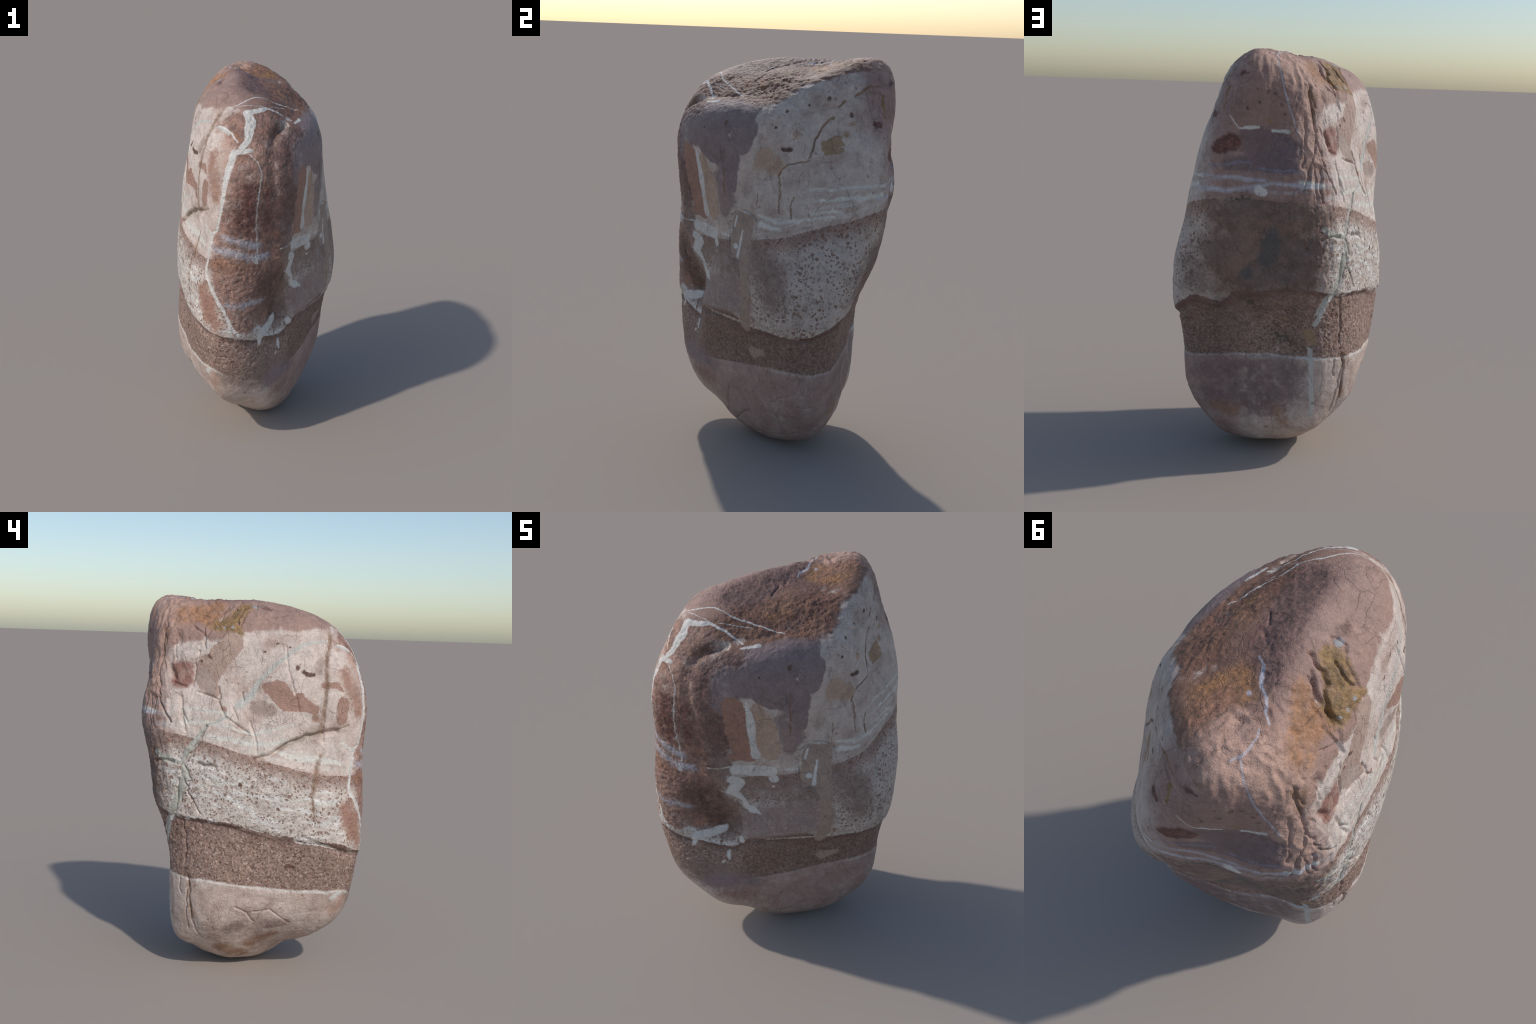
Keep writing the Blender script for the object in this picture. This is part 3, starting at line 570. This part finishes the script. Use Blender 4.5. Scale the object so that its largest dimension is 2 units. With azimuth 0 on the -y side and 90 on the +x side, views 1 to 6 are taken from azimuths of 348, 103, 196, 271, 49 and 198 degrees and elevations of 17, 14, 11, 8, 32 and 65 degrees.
def stroke_distance(p, pts, radii, reach):
    """distance over the surface to a stroke minus its half width; 'reach' far away"""
    out = np.full(len(p), reach)
    for a, b, ra, rb in zip(pts[:-1], pts[1:], radii[:-1], radii[1:]):
        m = reach + max(ra, rb) + 0.02
        near = np.nonzero(np.all((p > np.minimum(a, b) - m) & (p < np.maximum(a, b) + m), axis=1))[0]
        if not len(near):
            continue
        q, ab = p[near] - a, b - a
        h = np.clip(q @ ab / (ab @ ab), 0, 1)
        v = q - h[:, None] * ab
        u = outward(p[near])
        d = np.sqrt(np.maximum((v * v).sum(1) - np.minimum((v * u).sum(1) ** 2, 0.005), 0)) - (ra + h * (rb - ra))
        out[near] = np.minimum(out[near], d)
    return out


def doubled(s):
    return np.vstack([s, s + np.array([0.001, 0.001, 0.001] + [0] * (s.shape[1] - 3))]) if len(s) == 1 else s


# --------------------------------------------------------------- the body mesh
def unit_grid(nx, ny, nz):
    """unit directions and quads of a box blown up to a sphere"""
    def axis(n):
        return np.tan(np.linspace(-math.pi / 4, math.pi / 4, n + 1))
    ax = (axis(nx), axis(ny), axis(nz))
    pts, quads, base = [], [], 0
    for k in range(3):
        i, j = (k + 1) % 3, (k + 2) % 3
        for sign in (1, -1):
            a, b = np.meshgrid(ax[i], ax[j], indexing="ij")
            q = np.empty(a.shape + (3,))
            q[..., k], q[..., i], q[..., j] = sign, a, b
            n = np.arange(a.size).reshape(a.shape) + base
            quad = np.stack([n[:-1, :-1], n[1:, :-1], n[1:, 1:], n[:-1, 1:]], -1).reshape(-1, 4)
            quads.append(quad if sign > 0 else quad[:, ::-1])
            pts.append(q.reshape(-1, 3))
            base += a.size
    pts, quads = np.concatenate(pts), np.concatenate(quads)
    _, first, inv = np.unique(np.round(pts * 1e6).astype(np.int64), axis=0, return_index=True, return_inverse=True)
    pts = pts[first]
    return pts / np.linalg.norm(pts, axis=1, keepdims=True), inv.reshape(-1)[quads]


def vertex_normals(p, q):
    n = np.cross(p[q[:, 2]] - p[q[:, 0]], p[q[:, 3]] - p[q[:, 1]])
    out = np.zeros_like(p)
    for c in range(3):
        for k in range(4):
            out[:, c] += np.bincount(q[:, k], n[:, c], len(p))
    return out / (np.linalg.norm(out, axis=1, keepdims=True) + 1e-12)


unit, quads = unit_grid(*GRID)
P = CENTRE + unit * STRETCH * form_radius(unit)[:, None]
N = vertex_normals(P, quads)

x, y, z = P.T
wave = 0.010 * noise(P * 6, 40) + 0.004 * noise(P * 40, 41)
above_top = z - bed_height(TOP_BED, P) + wave
above_middle = z - bed_height(MIDDLE_BED, P) + wave
above_low = z - bed_height(LOW_BED, P) + wave
speckled = step(-0.01, 0.01, above_middle) * step(0.02, -0.02, above_top)
gritty = step(-0.008, 0.008, above_low) * step(0.008, -0.008, above_middle)

ROUGH = ("nose_brown", "umber", "mauve_brown", "dark_umber", "ochre", "rust", "orange_brown", "oxblood", "mustard")
rough = np.zeros(len(P))
for colour, soft, strokes in STAINS:
    if colour in ROUGH:
        for s in strokes:
            s = doubled(s)
            rough = np.maximum(rough, step(0.03, -0.01, stroke_distance(P, s[:, :3], s[:, 3], 0.04)))

relief = 0.0030 * noise(P * 7, 1) + 0.0015 * fractal(P * 22, 2, 3)
relief += (0.25 + 0.9 * rough + 0.5 * gritty) * 0.0018 * fractal(P * 75, 3, 7)
relief += rough * 0.0020 * (0.4 - np.abs(fractal(P * np.array([24, 24, 46]) + 0.5 * noise(P * 15, 12)[:, None], 4, 13)))

# flaked, wrinkled edge between the pale flank and the mauve face, over to the crown
ridge = np.exp(-(np.degrees(np.arctan2(y / 0.6, x / 0.43)) - 128) ** 2 / 2 / 13 ** 2) * step(0.45, 0.75, z)
ridge = np.maximum(ridge, np.exp(-((P - np.array([-0.12, 0.40, 1.95])) ** 2).sum(1) / 2 / 0.16 ** 2))
wrinkle = 1 - np.abs(fractal((P + 0.012 * noise(P * 12, 20)[:, None]) * np.array([26, 26, 9]), 2, 21))
relief += ridge * (0.011 * (np.clip(wrinkle, 0, 1) - 0.78) + 0.002 * fractal(P * 60, 2, 23))
rim = np.exp(-((P - np.array([0.17, 0.10, 1.82])) ** 2 / np.array([0.06, 0.30, 0.08]) ** 2 / 2).sum(1))
relief += rim * 0.004 * fractal(P * np.array([70, 22, 70]), 2, 25)

# vertical rubbing marks on the sunlit pale flank
flank = step(-0.25, -0.38, x)
relief += flank * 0.0012 * fractal(P * np.array([30, 55, 10]), 2, 28)

# pits of the two grainy beds and a step where the speckled bed overhangs the grit
pitted = np.nonzero((speckled + gritty > 0.05))[0]
q = P[pitted]
deep = 0.0042 * pits(q, 0.030, 0.8, 60) + 0.0030 * pits(q, 0.018, 0.8, 70)
relief[pitted] -= deep * (speckled + gritty)[pitted] * (0.35 + 0.65 * step(0.1, -0.2, x[pitted]))
relief += 0.006 * step(-0.012, 0.010, above_middle) * step(0.12, 0.03, above_middle)
relief -= 0.003 * gritty

wobble = P + 0.006 * noise(P * 35, 30)[:, None]
for half_width, depth, pts in CRACKS:
    w = half_width * 0.8
    d = stroke_distance(wobble, pts, np.zeros(len(pts)), w * 3 + 0.01)
    near = d < w * 3
    relief[near] -= depth * np.exp(-(d[near] / w) ** 2)

P = P + N * relief[:, None]
P[:, 2] -= P[:, 2].min()
P[:, 2] *= 2.0 / P[:, 2].max()
NORMALS = vertex_normals(P, quads)

# ------------------------------------------------------------------- materials
def rgb(r, g, b):
    return tuple((v / 255 / 12.92 if v / 255 <= 0.04045 else ((v / 255 + 0.055) / 1.055) ** 2.4) for v in (r, g, b)) + (1.0,)


PALETTE = {
    "pale": rgb(212, 196, 186), "cream": rgb(198, 181, 170), "blush": rgb(188, 153, 136), "rose": rgb(164, 134, 122),
    "rose_brown": rgb(162, 124, 107), "rose_grey": rgb(156, 134, 126), "salmon": rgb(166, 132, 117), "sand": rgb(182, 154, 134),
    "tan": rgb(176, 150, 136), "tan_grey": rgb(172, 152, 141), "red_brown": rgb(146, 104, 92), "oxblood": rgb(114, 76, 66),
    "umber": rgb(126, 89, 71), "dark_umber": rgb(104, 78, 66), "nose_brown": rgb(147, 112, 97), "mauve_brown": rgb(120, 91, 83),
    "mauve": rgb(140, 121, 119), "rust": rgb(142, 103, 82), "ochre": rgb(154, 110, 72), "orange_brown": rgb(156, 112, 78),
    "mustard": rgb(146, 114, 70), "ochre_grey": rgb(160, 133, 105), "ochre_crack": rgb(138, 108, 85), "pebble_grey": rgb(160, 158, 158),
    "white": rgb(220, 214, 207), "grey_white": rgb(198, 195, 187), "grey_vein": rgb(184, 181, 170), "blue_white": rgb(184, 182, 190),
    "blue_grey": rgb(134, 133, 145), "slab": rgb(164, 143, 129), "grey_brown": rgb(142, 121, 110), "pit_grey": rgb(160, 146, 130),
    "bottom_brown": rgb(154, 120, 99), "back_mauve": rgb(152, 121, 111), "back_grey": rgb(126, 105, 102), "back_brown": rgb(114, 98, 92),
    "moss": rgb(66, 62, 48), "dark_slate": rgb(100, 95, 93), "stripe_white": rgb(212, 207, 197), "clay": rgb(142, 116, 103),
}


OPACITY = {"back_brown": 0.7, "clay": 0.75, "dark_slate": 0.8, "moss": 1.0, "mustard": 0.9, "orange_brown": 0.85, "ochre": 0.85, "blush": 0.8, "pit_grey": 0.8}


class Graph:
    """short hand for building shader nodes"""

    def __init__(self, tree):
        self.tree = tree

    def node(self, kind, inputs=(), **props):
        n = self.tree.nodes.new(kind)
        for k, v in props.items():
            setattr(n, k, v)
        for k, v in (inputs.items() if isinstance(inputs, dict) else enumerate(inputs)):
            if v is None:
                continue
            if isinstance(v, bpy.types.NodeSocket):
                self.tree.links.new(v, n.inputs[k])
            else:
                n.inputs[k].default_value = v
        return n

    def math(self, op, a, b=None, c=None, clamp=False):
        return self.node("ShaderNodeMath", (a, b, c), operation=op, use_clamp=clamp).outputs[0]

    def add(self, a, b): return self.math("ADD", a, b)
    def sub(self, a, b): return self.math("SUBTRACT", a, b)
    def mul(self, a, b): return self.math("MULTIPLY", a, b)
    def mad(self, a, b, c): return self.math("MULTIPLY_ADD", a, b, c)

    def vec(self, op, a, b=None, c=None):
        n = self.node("ShaderNodeVectorMath", (), operation=op)
        for k, v in enumerate((a, b, c)):
            if isinstance(v, bpy.types.NodeSocket):
                self.tree.links.new(v, n.inputs[k])
            elif v is not None:
                n.inputs[k].default_value = v
        return n.outputs["Value" if op in ("DOT_PRODUCT", "LENGTH") else "Vector"]

    def step(self, lo, hi, v, a=0.0, b=1.0):
        return self.node("ShaderNodeMapRange", {"Value": v, "From Min": lo, "From Max": hi, "To Min": a, "To Max": b}, interpolation_type="SMOOTHSTEP").outputs[0]

    def noise(self, v, scale, detail=2.0, rough=0.5, what="Factor", distort=0.0):
        n = self.node("ShaderNodeTexNoise", {"Vector": v, "Scale": scale, "Detail": detail, "Roughness": rough, "Distortion": distort})
        return n.outputs[0 if what == "Factor" else 1]

    def cells(self, v, scale, out="Distance", randomness=1.0):
        n = self.node("ShaderNodeTexVoronoi", {"Vector": v, "Scale": scale, "Randomness": randomness})
        return n.outputs[out]

    def mix(self, f, a, b, blend="MIX"):
        n = self.node("ShaderNodeMix", (), data_type="RGBA", blend_type=blend)
        for k, v in ((0, f), (6, a), (7, b)):
            if isinstance(v, bpy.types.NodeSocket):
                self.tree.links.new(v, n.inputs[k])
            else:
                n.inputs[k].default_value = v
        return n.outputs[2]


def stroke_group():
    """node group: the shorter of 'So far' and the distance over the surface to one tapering stroke"""
    t = bpy.data.node_groups.new("surface_stroke", "ShaderNodeTree")
    for name, kind in (("Position", "NodeSocketVector"), ("Outward", "NodeSocketVector"), ("Start", "NodeSocketVector"), ("Run", "NodeSocketVector"),
                       ("Back", "NodeSocketVector"), ("Width", "NodeSocketFloat"), ("Taper", "NodeSocketFloat"), ("So far", "NodeSocketFloat")):
        t.interface.new_socket(name, in_out="INPUT", socket_type=kind)
    t.interface.new_socket("Distance", in_out="OUTPUT", socket_type="NodeSocketFloat")
    g = Graph(t)
    i = t.nodes.new("NodeGroupInput").outputs
    # 'So far' enters the start by a hair, which makes the strokes evaluate one after the other
    q = g.vec("SUBTRACT", i["Position"], g.vec("MULTIPLY_ADD", i["So far"], (1e-7, 1e-7, 1e-7), i["Start"]))
    h = g.math("ADD", g.vec("DOT_PRODUCT", q, i["Run"]), 0.0, clamp=True)
    v = g.vec("MULTIPLY_ADD", h, i["Back"], q)
    vu = g.vec("DOT_PRODUCT", v, i["Outward"])
    d = g.math("SQRT", g.math("MAXIMUM", g.sub(g.vec("DOT_PRODUCT", v, v), g.math("MINIMUM", g.mul(vu, vu), 0.005)), 0.0))
    d = g.sub(d, g.mad(h, i["Taper"], i["Width"]))
    o = t.nodes.new("NodeGroupOutput")
    t.links.new(g.math("MINIMUM", d, i["So far"]), o.inputs[0])
    return t


STROKE = stroke_group()
VEINS = {"white": "quartz_vein", "grey_white": "quartz_vein", "grey_vein": "clay_vein", "blue_white": "quartz_vein"}


def stone_material(name, near):
    """near(points, margin) -> True where a stroke comes close to the part that wears this material"""
    m = bpy.data.materials.new(name)
    m.use_nodes = True
    g = Graph(m.node_tree)
    p = g.node("ShaderNodeTexCoord").outputs["Object"]
    sep = g.node("ShaderNodeSeparateXYZ", (p,)).outputs
    x, y, z = sep[0], sep[1], sep[2]
    u = g.vec("NORMALIZE", g.vec("DIVIDE", g.vec("SUBTRACT", p, tuple(CENTRE)), tuple(SCALE2)))
    coarse = g.noise(p, 7.0, 3.0, 0.55, "Color")
    fine = g.noise(p, 55.0, 3.0, 0.6, "Color")
    w = g.vec("MULTIPLY_ADD", g.vec("SUBTRACT", coarse, (0.5, 0.5, 0.5)), (0.022, 0.022, 0.022), p)
    w = g.vec("MULTIPLY_ADD", g.vec("SUBTRACT", fine, (0.5, 0.5, 0.5)), (0.011, 0.011, 0.011), w)
    ripple = g.noise(p, 21.0, 4.0, 0.6, "Color")
    w = g.vec("MULTIPLY_ADD", g.vec("SUBTRACT", ripple, (0.5, 0.5, 0.5)), (0.030, 0.030, 0.030), w)
    rsep = g.node("ShaderNodeSeparateXYZ", (ripple,)).outputs
    csep = g.node("ShaderNodeSeparateXYZ", (coarse,)).outputs
    fsep = g.node("ShaderNodeSeparateXYZ", (fine,)).outputs
    n_low, n_low2, n_mid, n_mid2 = csep[0], csep[1], fsep[0], fsep[1]
    n_fine = g.noise(p, 240.0, 2.0, 0.6)

    # bedding
    xx, xy, yy = g.mul(x, x), g.mul(x, y), g.mul(y, y)
    zw = g.mad(g.sub(n_low, 0.5), 0.030, g.mad(g.sub(n_mid, 0.5), 0.014, z))

    def above(c):
        a = g.mad(x, c[1], c[0])
        for t, k in ((y, c[2]), (xx, c[3]), (xy, c[4]), (yy, c[5]), (g.mul(xx, x), c[6]), (g.mul(xx, y), c[7]), (g.mul(yy, x), c[8]), (g.mul(yy, y), c[9])):
            a = g.mad(t, k, a)
        return g.sub(zw, a)

    s0, s1, s2 = above(TOP_BED), above(MIDDLE_BED), above(LOW_BED)
    cream_side = g.step(-0.02, 0.14, g.mad(g.sub(n_low2, 0.5), 0.15, x))
    mauve_side = g.mul(g.step(0.38, 0.50, g.mad(g.sub(n_low, 0.5), 0.08, y)), g.step(0.26, 0.14, g.mad(g.sub(n_low2, 0.5), 0.10, x)))
    flat = g.node("ShaderNodeCombineXYZ", (g.mul(x, 0.13), g.mul(y, 0.13), s0)).outputs[0]
    stripe = g.noise(flat, 44.0, 2.0, 0.55)

    # upper bed: pale, blotched, with white stripes just over its base
    pale = g.mix(g.step(0.45, 0.72, n_low), PALETTE["pale"], rgb(184, 160, 147))
    cream = g.mix(g.step(0.45, 0.70, n_low), PALETTE["cream"], rgb(184, 163, 150))
    upper = g.mix(cream_side, pale, cream)
    upper = g.mix(mauve_side, upper, rgb(160, 131, 121))
    lines = g.math("SINE", g.mad(s0, 125.0, g.mul(g.noise(p, 3.5, 1.0), 6.0)))
    white_band = g.mul(g.mul(g.step(-0.2, 0.5, lines), g.step(0.40, 0.56, stripe)), g.mul(g.step(-0.005, 0.01, s0), g.step(0.20, 0.10, s0)))
    upper = g.mix(g.mul(white_band, 0.45), upper, g.mix(mauve_side, rgb(210, 206, 196), rgb(176, 176, 180)))

    # crown: rose to brown, darker towards the hollow side
    crown_tone = g.step(-0.20, 0.02, g.mad(g.sub(n_low, 0.5), 0.25, x))
    crown = g.mix(crown_tone, PALETTE["rose"], g.mix(rsep[0], rgb(110, 80, 66), rgb(148, 112, 94)))
    upper = g.mix(g.step(-0.006, 0.006, g.mad(g.sub(rsep[1], 0.5), 0.03, above(CROWN_EDGE))), upper, crown)

    # speckled bed: brown just under its top, then off-white with brown grains
    speck = g.mix(g.step(0.50, 0.62, stripe), rgb(204, 192, 182), rgb(220, 216, 210))
    speck = g.mix(cream_side, speck, rgb(192, 178, 168))
    fade = g.step(-0.11, -0.02, g.mad(g.sub(n_mid, 0.5), 0.12, s0))
    speck = g.mix(g.mul(fade, 0.9), speck, g.mix(g.step(0.35, 0.65, n_fine), rgb(132, 104, 92), rgb(166, 138, 124)))
    speck = g.mix(mauve_side, speck, g.mix(g.step(0.35, 0.65, rsep[2]), rgb(110, 92, 85), rgb(152, 130, 120)))
    dots = g.cells(w, 60.0)
    dots2 = g.cells(w, 27.0)
    dot_mask = g.math("MAXIMUM", g.step(0.40, 0.26, dots), g.step(0.30, 0.20, dots2))
    thin_out = g.step(0.38, 0.56, g.noise(p, 14.0, 1.0))
    speck = g.mix(g.mul(g.mul(dot_mask, 0.8), g.mad(thin_out, 0.6, 0.4)), speck, rgb(122, 88, 72))

    # gritty bed: brown sand with pale and dark grains, darker band along its top
    tint = g.cells(p, 120.0, "Color")
    tone = g.node("ShaderNodeSeparateXYZ", (tint,)).outputs[0]
    grit = g.mix(g.step(0.2, 0.8, n_mid), rgb(136, 111, 100), rgb(162, 136, 123))
    grit = g.mix(g.mul(g.step(0.84, 0.92, tone), 0.55), grit, rgb(194, 176, 164))
    grit = g.mix(g.mul(g.step(0.22, 0.12, tone), 0.8), grit, rgb(100, 76, 66))
    grit = g.mix(g.mul(g.mul(g.step(0.30, 0.18, dots), 0.6), thin_out), grit, rgb(150, 104, 66))
    grit = g.mix(g.mul(cream_side, 0.75), grit, g.mix(g.step(0.3, 0.8, tone), rgb(112, 90, 80), rgb(140, 116, 104)))
    grit = g.mix(g.mul(mauve_side, 0.6), grit, rgb(130, 104, 94))
    grit = g.mix(g.mul(g.step(-0.035, -0.004, s1), 0.65), grit, rgb(108, 84, 76))

    # lowest bed: pink, smooth, white seam at its top
    low = g.mix(g.step(0.40, 0.70, n_low), rgb(202, 184, 173), rgb(182, 160, 148))
    low = g.mix(cream_side, low, g.mix(g.step(0.4, 0.65, n_low2), rgb(162, 134, 126), rgb(168, 147, 138)))
    seam = g.mul(g.mul(g.step(-0.013, -0.004, s2), g.step(0.008, 0.0, s2)), g.mul(g.sub(1.0, g.mul(cream_side, 0.7)), g.math("MAXIMUM", g.step(-0.26, -0.36, x), g.step(0.0, 0.2, y))))

    colour = g.mix(g.step(-0.003, 0.003, s0), speck, upper)
    colour = g.mix(g.step(0.003, -0.003, s1), colour, grit)
    colour = g.mix(g.step(0.003, -0.003, s2), colour, low)
    colour = g.mix(g.mul(seam, 0.8), colour, rgb(214, 206, 198))

    # weathering: faint brown blotches and fine scratches down the faces
    blotch = g.step(0.46, 0.72, g.noise(p, 10.0, 7.0, 0.72))
    colour = g.mix(g.mul(blotch, 0.42), colour, rgb(142, 113, 99))
    long = g.node("ShaderNodeVectorMath", (p, (1.0, 1.0, 0.16)), operation="MULTIPLY").outputs[0]
    scratch = g.step(0.56, 0.70, g.noise(long, 70.0, 4.0, 0.7))
    colour = g.mix(g.mul(scratch, 0.30), colour, rgb(148, 122, 108))

    # stains and veins; veins keep straighter than stains
    w_vein = g.vec("MULTIPLY_ADD", g.vec("SUBTRACT", w, p), (0.45, 0.45, 0.45), p)
    rough = None
    patchy = g.step(0.28, 0.55, rsep[2], 0.55, 1.0)
    dapple = g.step(0.28, 0.72, g.noise(p, 26.0, 5.0, 0.68))
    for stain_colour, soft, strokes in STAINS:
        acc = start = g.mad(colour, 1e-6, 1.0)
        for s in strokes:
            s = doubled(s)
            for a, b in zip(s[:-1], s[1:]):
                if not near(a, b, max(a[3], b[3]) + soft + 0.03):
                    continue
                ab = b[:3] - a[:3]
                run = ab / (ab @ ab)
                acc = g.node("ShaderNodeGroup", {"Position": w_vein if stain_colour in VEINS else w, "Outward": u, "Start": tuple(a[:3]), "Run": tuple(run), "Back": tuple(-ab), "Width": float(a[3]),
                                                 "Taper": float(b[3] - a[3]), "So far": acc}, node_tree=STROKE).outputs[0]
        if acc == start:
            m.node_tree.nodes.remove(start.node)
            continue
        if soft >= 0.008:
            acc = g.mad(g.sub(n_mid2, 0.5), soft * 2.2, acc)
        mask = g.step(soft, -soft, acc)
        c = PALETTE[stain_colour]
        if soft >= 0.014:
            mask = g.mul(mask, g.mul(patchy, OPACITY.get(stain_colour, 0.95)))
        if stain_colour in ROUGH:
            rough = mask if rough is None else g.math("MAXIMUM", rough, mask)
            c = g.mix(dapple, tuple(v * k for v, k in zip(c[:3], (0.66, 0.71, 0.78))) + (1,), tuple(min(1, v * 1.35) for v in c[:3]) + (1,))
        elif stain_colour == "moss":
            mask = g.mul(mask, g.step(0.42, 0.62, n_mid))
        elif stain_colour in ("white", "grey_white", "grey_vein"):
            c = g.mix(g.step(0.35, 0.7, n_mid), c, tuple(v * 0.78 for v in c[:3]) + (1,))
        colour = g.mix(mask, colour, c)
    if rough is None:
        rough = 0.0

    # sparse brown spots 
    spots = g.cells(w, 21.0)
    spot_tone = g.node("ShaderNodeSeparateXYZ", (g.cells(w, 21.0, "Color"),)).outputs[0]
    spot_mask = g.mul(g.step(0.20, 0.12, spots), g.step(0.62, 0.70, spot_tone))
    colour = g.mix(g.mul(spot_mask, 0.5), colour, rgb(128, 92, 76))
    tiny = g.cells(w, 90.0)
    colour = g.mix(g.mul(g.mul(g.step(0.26, 0.16, tiny), g.step(0.5, 0.64, n_low2)), 0.5), colour, rgb(128, 96, 82))

    # hairline cracks, gated so that they come in stretches
    tall = g.vec("MULTIPLY", g.vec("MULTIPLY_ADD", g.noise(p, 6.0, 2.0, 0.5, "Color"), (0.09, 0.09, 0.12), w), (1.0, 1.0, 0.5))
    edge = g.node("ShaderNodeTexVoronoi", {"Vector": tall, "Scale": 9.0, "Randomness": 1.0}, feature="DISTANCE_TO_EDGE").outputs["Distance"]
    edge2 = g.node("ShaderNodeTexVoronoi", {"Vector": tall, "Scale": 19.0, "Randomness": 1.0}, feature="DISTANCE_TO_EDGE").outputs["Distance"]
    hair = g.math("MAXIMUM", g.mul(g.step(0.020, 0.004, edge), g.step(0.48, 0.58, g.noise(p, 5.0, 2.0))), g.mul(g.step(0.030, 0.006, edge2), g.step(0.54, 0.64, g.noise(p, 8.0, 2.0))))
    colour = g.mix(g.mul(hair, 0.26), colour, rgb(96, 74, 62))

    # grain
    flecks = g.mul(g.step(0.60, 0.72, g.noise(p, 95.0, 3.0, 0.7, distort=0.6)), rough)
    colour = g.mix(g.mul(flecks, 0.45), colour, rgb(196, 164, 146))
    value = g.add(g.mad(g.sub(n_fine, 0.5), 0.8, 1.0), g.mad(g.sub(n_mid, 0.5), 0.55, g.mad(g.sub(rsep[0], 0.5), 0.60, g.mul(g.sub(n_low2, 0.5), 0.25))))
    value = g.mul(value, g.mad(g.mul(g.sub(g.noise(p, 110.0, 3.0, 0.7), 0.5), rough), 0.9, 1.0))
    colour = g.vec("SCALE", colour)
    scale = colour.node
    g.tree.links.new(value, scale.inputs["Scale"])

    height = g.add(g.mul(g.noise(p, 120.0, 4.0, 0.65), 0.75), g.mul(n_fine, 0.25))
    height = g.sub(height, g.mul(g.math("MAXIMUM", g.step(0.34, 0.1, dots), g.step(0.26, 0.05, dots2)), g.mul(g.mul(g.step(0.01, -0.01, s0), g.step(-0.01, 0.01, s2)), 0.35)))
    height = g.sub(height, g.mul(hair, 0.35))
    bump = g.node("ShaderNodeBump", {"Strength": 0.8, "Distance": 0.006, "Height": height}).outputs[0]
    b = m.node_tree.nodes["Principled BSDF"]
    g.tree.links.new(colour, b.inputs["Base Color"])
    g.tree.links.new(bump, b.inputs["Normal"])
    g.tree.links.new(g.mad(n_mid, 0.25, 0.45), b.inputs["Roughness"])
    b.inputs["Specular IOR Level"].default_value = 0.38
    return m


# ----------------------------------------------------------------------- parts
centre = P[quads].mean(1)
face_n = N[quads].mean(1)
fs0, fs1, fs2 = above_top[quads].mean(1), above_middle[quads].mean(1), above_low[quads].mean(1)
part = np.zeros(len(quads), int)
NAMES = ["pale_flank", "cream_flank", "mauve_face", "brown_nose", "crown", "speckled_layer", "gritty_layer", "base_layer"]
part[centre[:, 0] > 0.06] = 1
part[(centre[:, 1] > 0.30) & (face_n[:, 1] > 0.70)] = 2
part[(centre[:, 1] < -0.25) & (face_n[:, 1] < -0.62)] = 3
part[(centre[:, 2] > 1.70) & (face_n[:, 2] > 0.55)] = 4
part[fs0 < 0] = 5
part[fs1 < 0] = 6
part[fs2 < 0] = 7
host = part.copy()      # the bed or face that a vein runs through lends it its material
pieces = list(enumerate(NAMES))
for colour, soft, strokes in STAINS:
    if colour in VEINS and soft < 0.01:
        d = np.full(len(centre), 1.0)
        for s in strokes:
            s = doubled(s)
            d = np.minimum(d, stroke_distance(centre, s[:, :3], s[:, 3] + 0.006, 0.02))
        for h in range(len(NAMES)):
            faces = (d < 0) & (part == h)
            if faces.sum() > 30:
                part[faces] = len(pieces)
                pieces.append((len(pieces), VEINS[colour]))

thing = bpy.data.objects.new("boulder", None)
thing.empty_display_size = 0.2
thing["label"] = "tall upright banded boulder with brown crown and white quartz veins"
thing["category"] = "rock"
bpy.context.collection.objects.link(thing)

MATERIALS = []
for h, name in enumerate(NAMES):
    pts = centre[host == h]
    sample = pts[:: max(1, len(pts) // 8000)]

    def near(a, b, margin):
        lo, hi = np.minimum(a[:3], b[:3]), np.maximum(a[:3], b[:3])
        box = sample[np.all((sample > lo - margin - 0.03) & (sample < hi + margin + 0.03), axis=1)]
        if not len(box):
            return False
        ab = b[:3] - a[:3]
        t = np.clip((box - a[:3]) @ ab / (ab @ ab), 0, 1)
        return np.linalg.norm(box - a[:3] - t[:, None] * ab, axis=1).min() < margin + 0.03

    MATERIALS.append(stone_material(name + "_stone", near))

for k, name in pieces:
    faces = quads[part == k]
    if not len(faces):
        continue
    used, local = np.unique(faces, return_inverse=True)
    local = local.reshape(-1, 4)
    me = bpy.data.meshes.new(name)
    me.vertices.add(len(used))
    me.vertices.foreach_set("co", P[used].astype(np.float32).ravel())
    me.loops.add(local.size)
    me.loops.foreach_set("vertex_index", local.astype(np.int32).ravel())
    me.polygons.add(len(local))
    me.polygons.foreach_set("loop_start", np.arange(0, local.size, 4, dtype=np.int32))
    me.polygons.foreach_set("loop_total", np.full(len(local), 4, dtype=np.int32))
    me.update(calc_edges=True)
    me.shade_smooth()
    me.normals_split_custom_set_from_vertices(NORMALS[used].tolist())
    me.materials.append(MATERIALS[host[part == k][0]])
    ob = bpy.data.objects.new(name, me)
    ob.parent = thing
    bpy.context.collection.objects.link(ob)
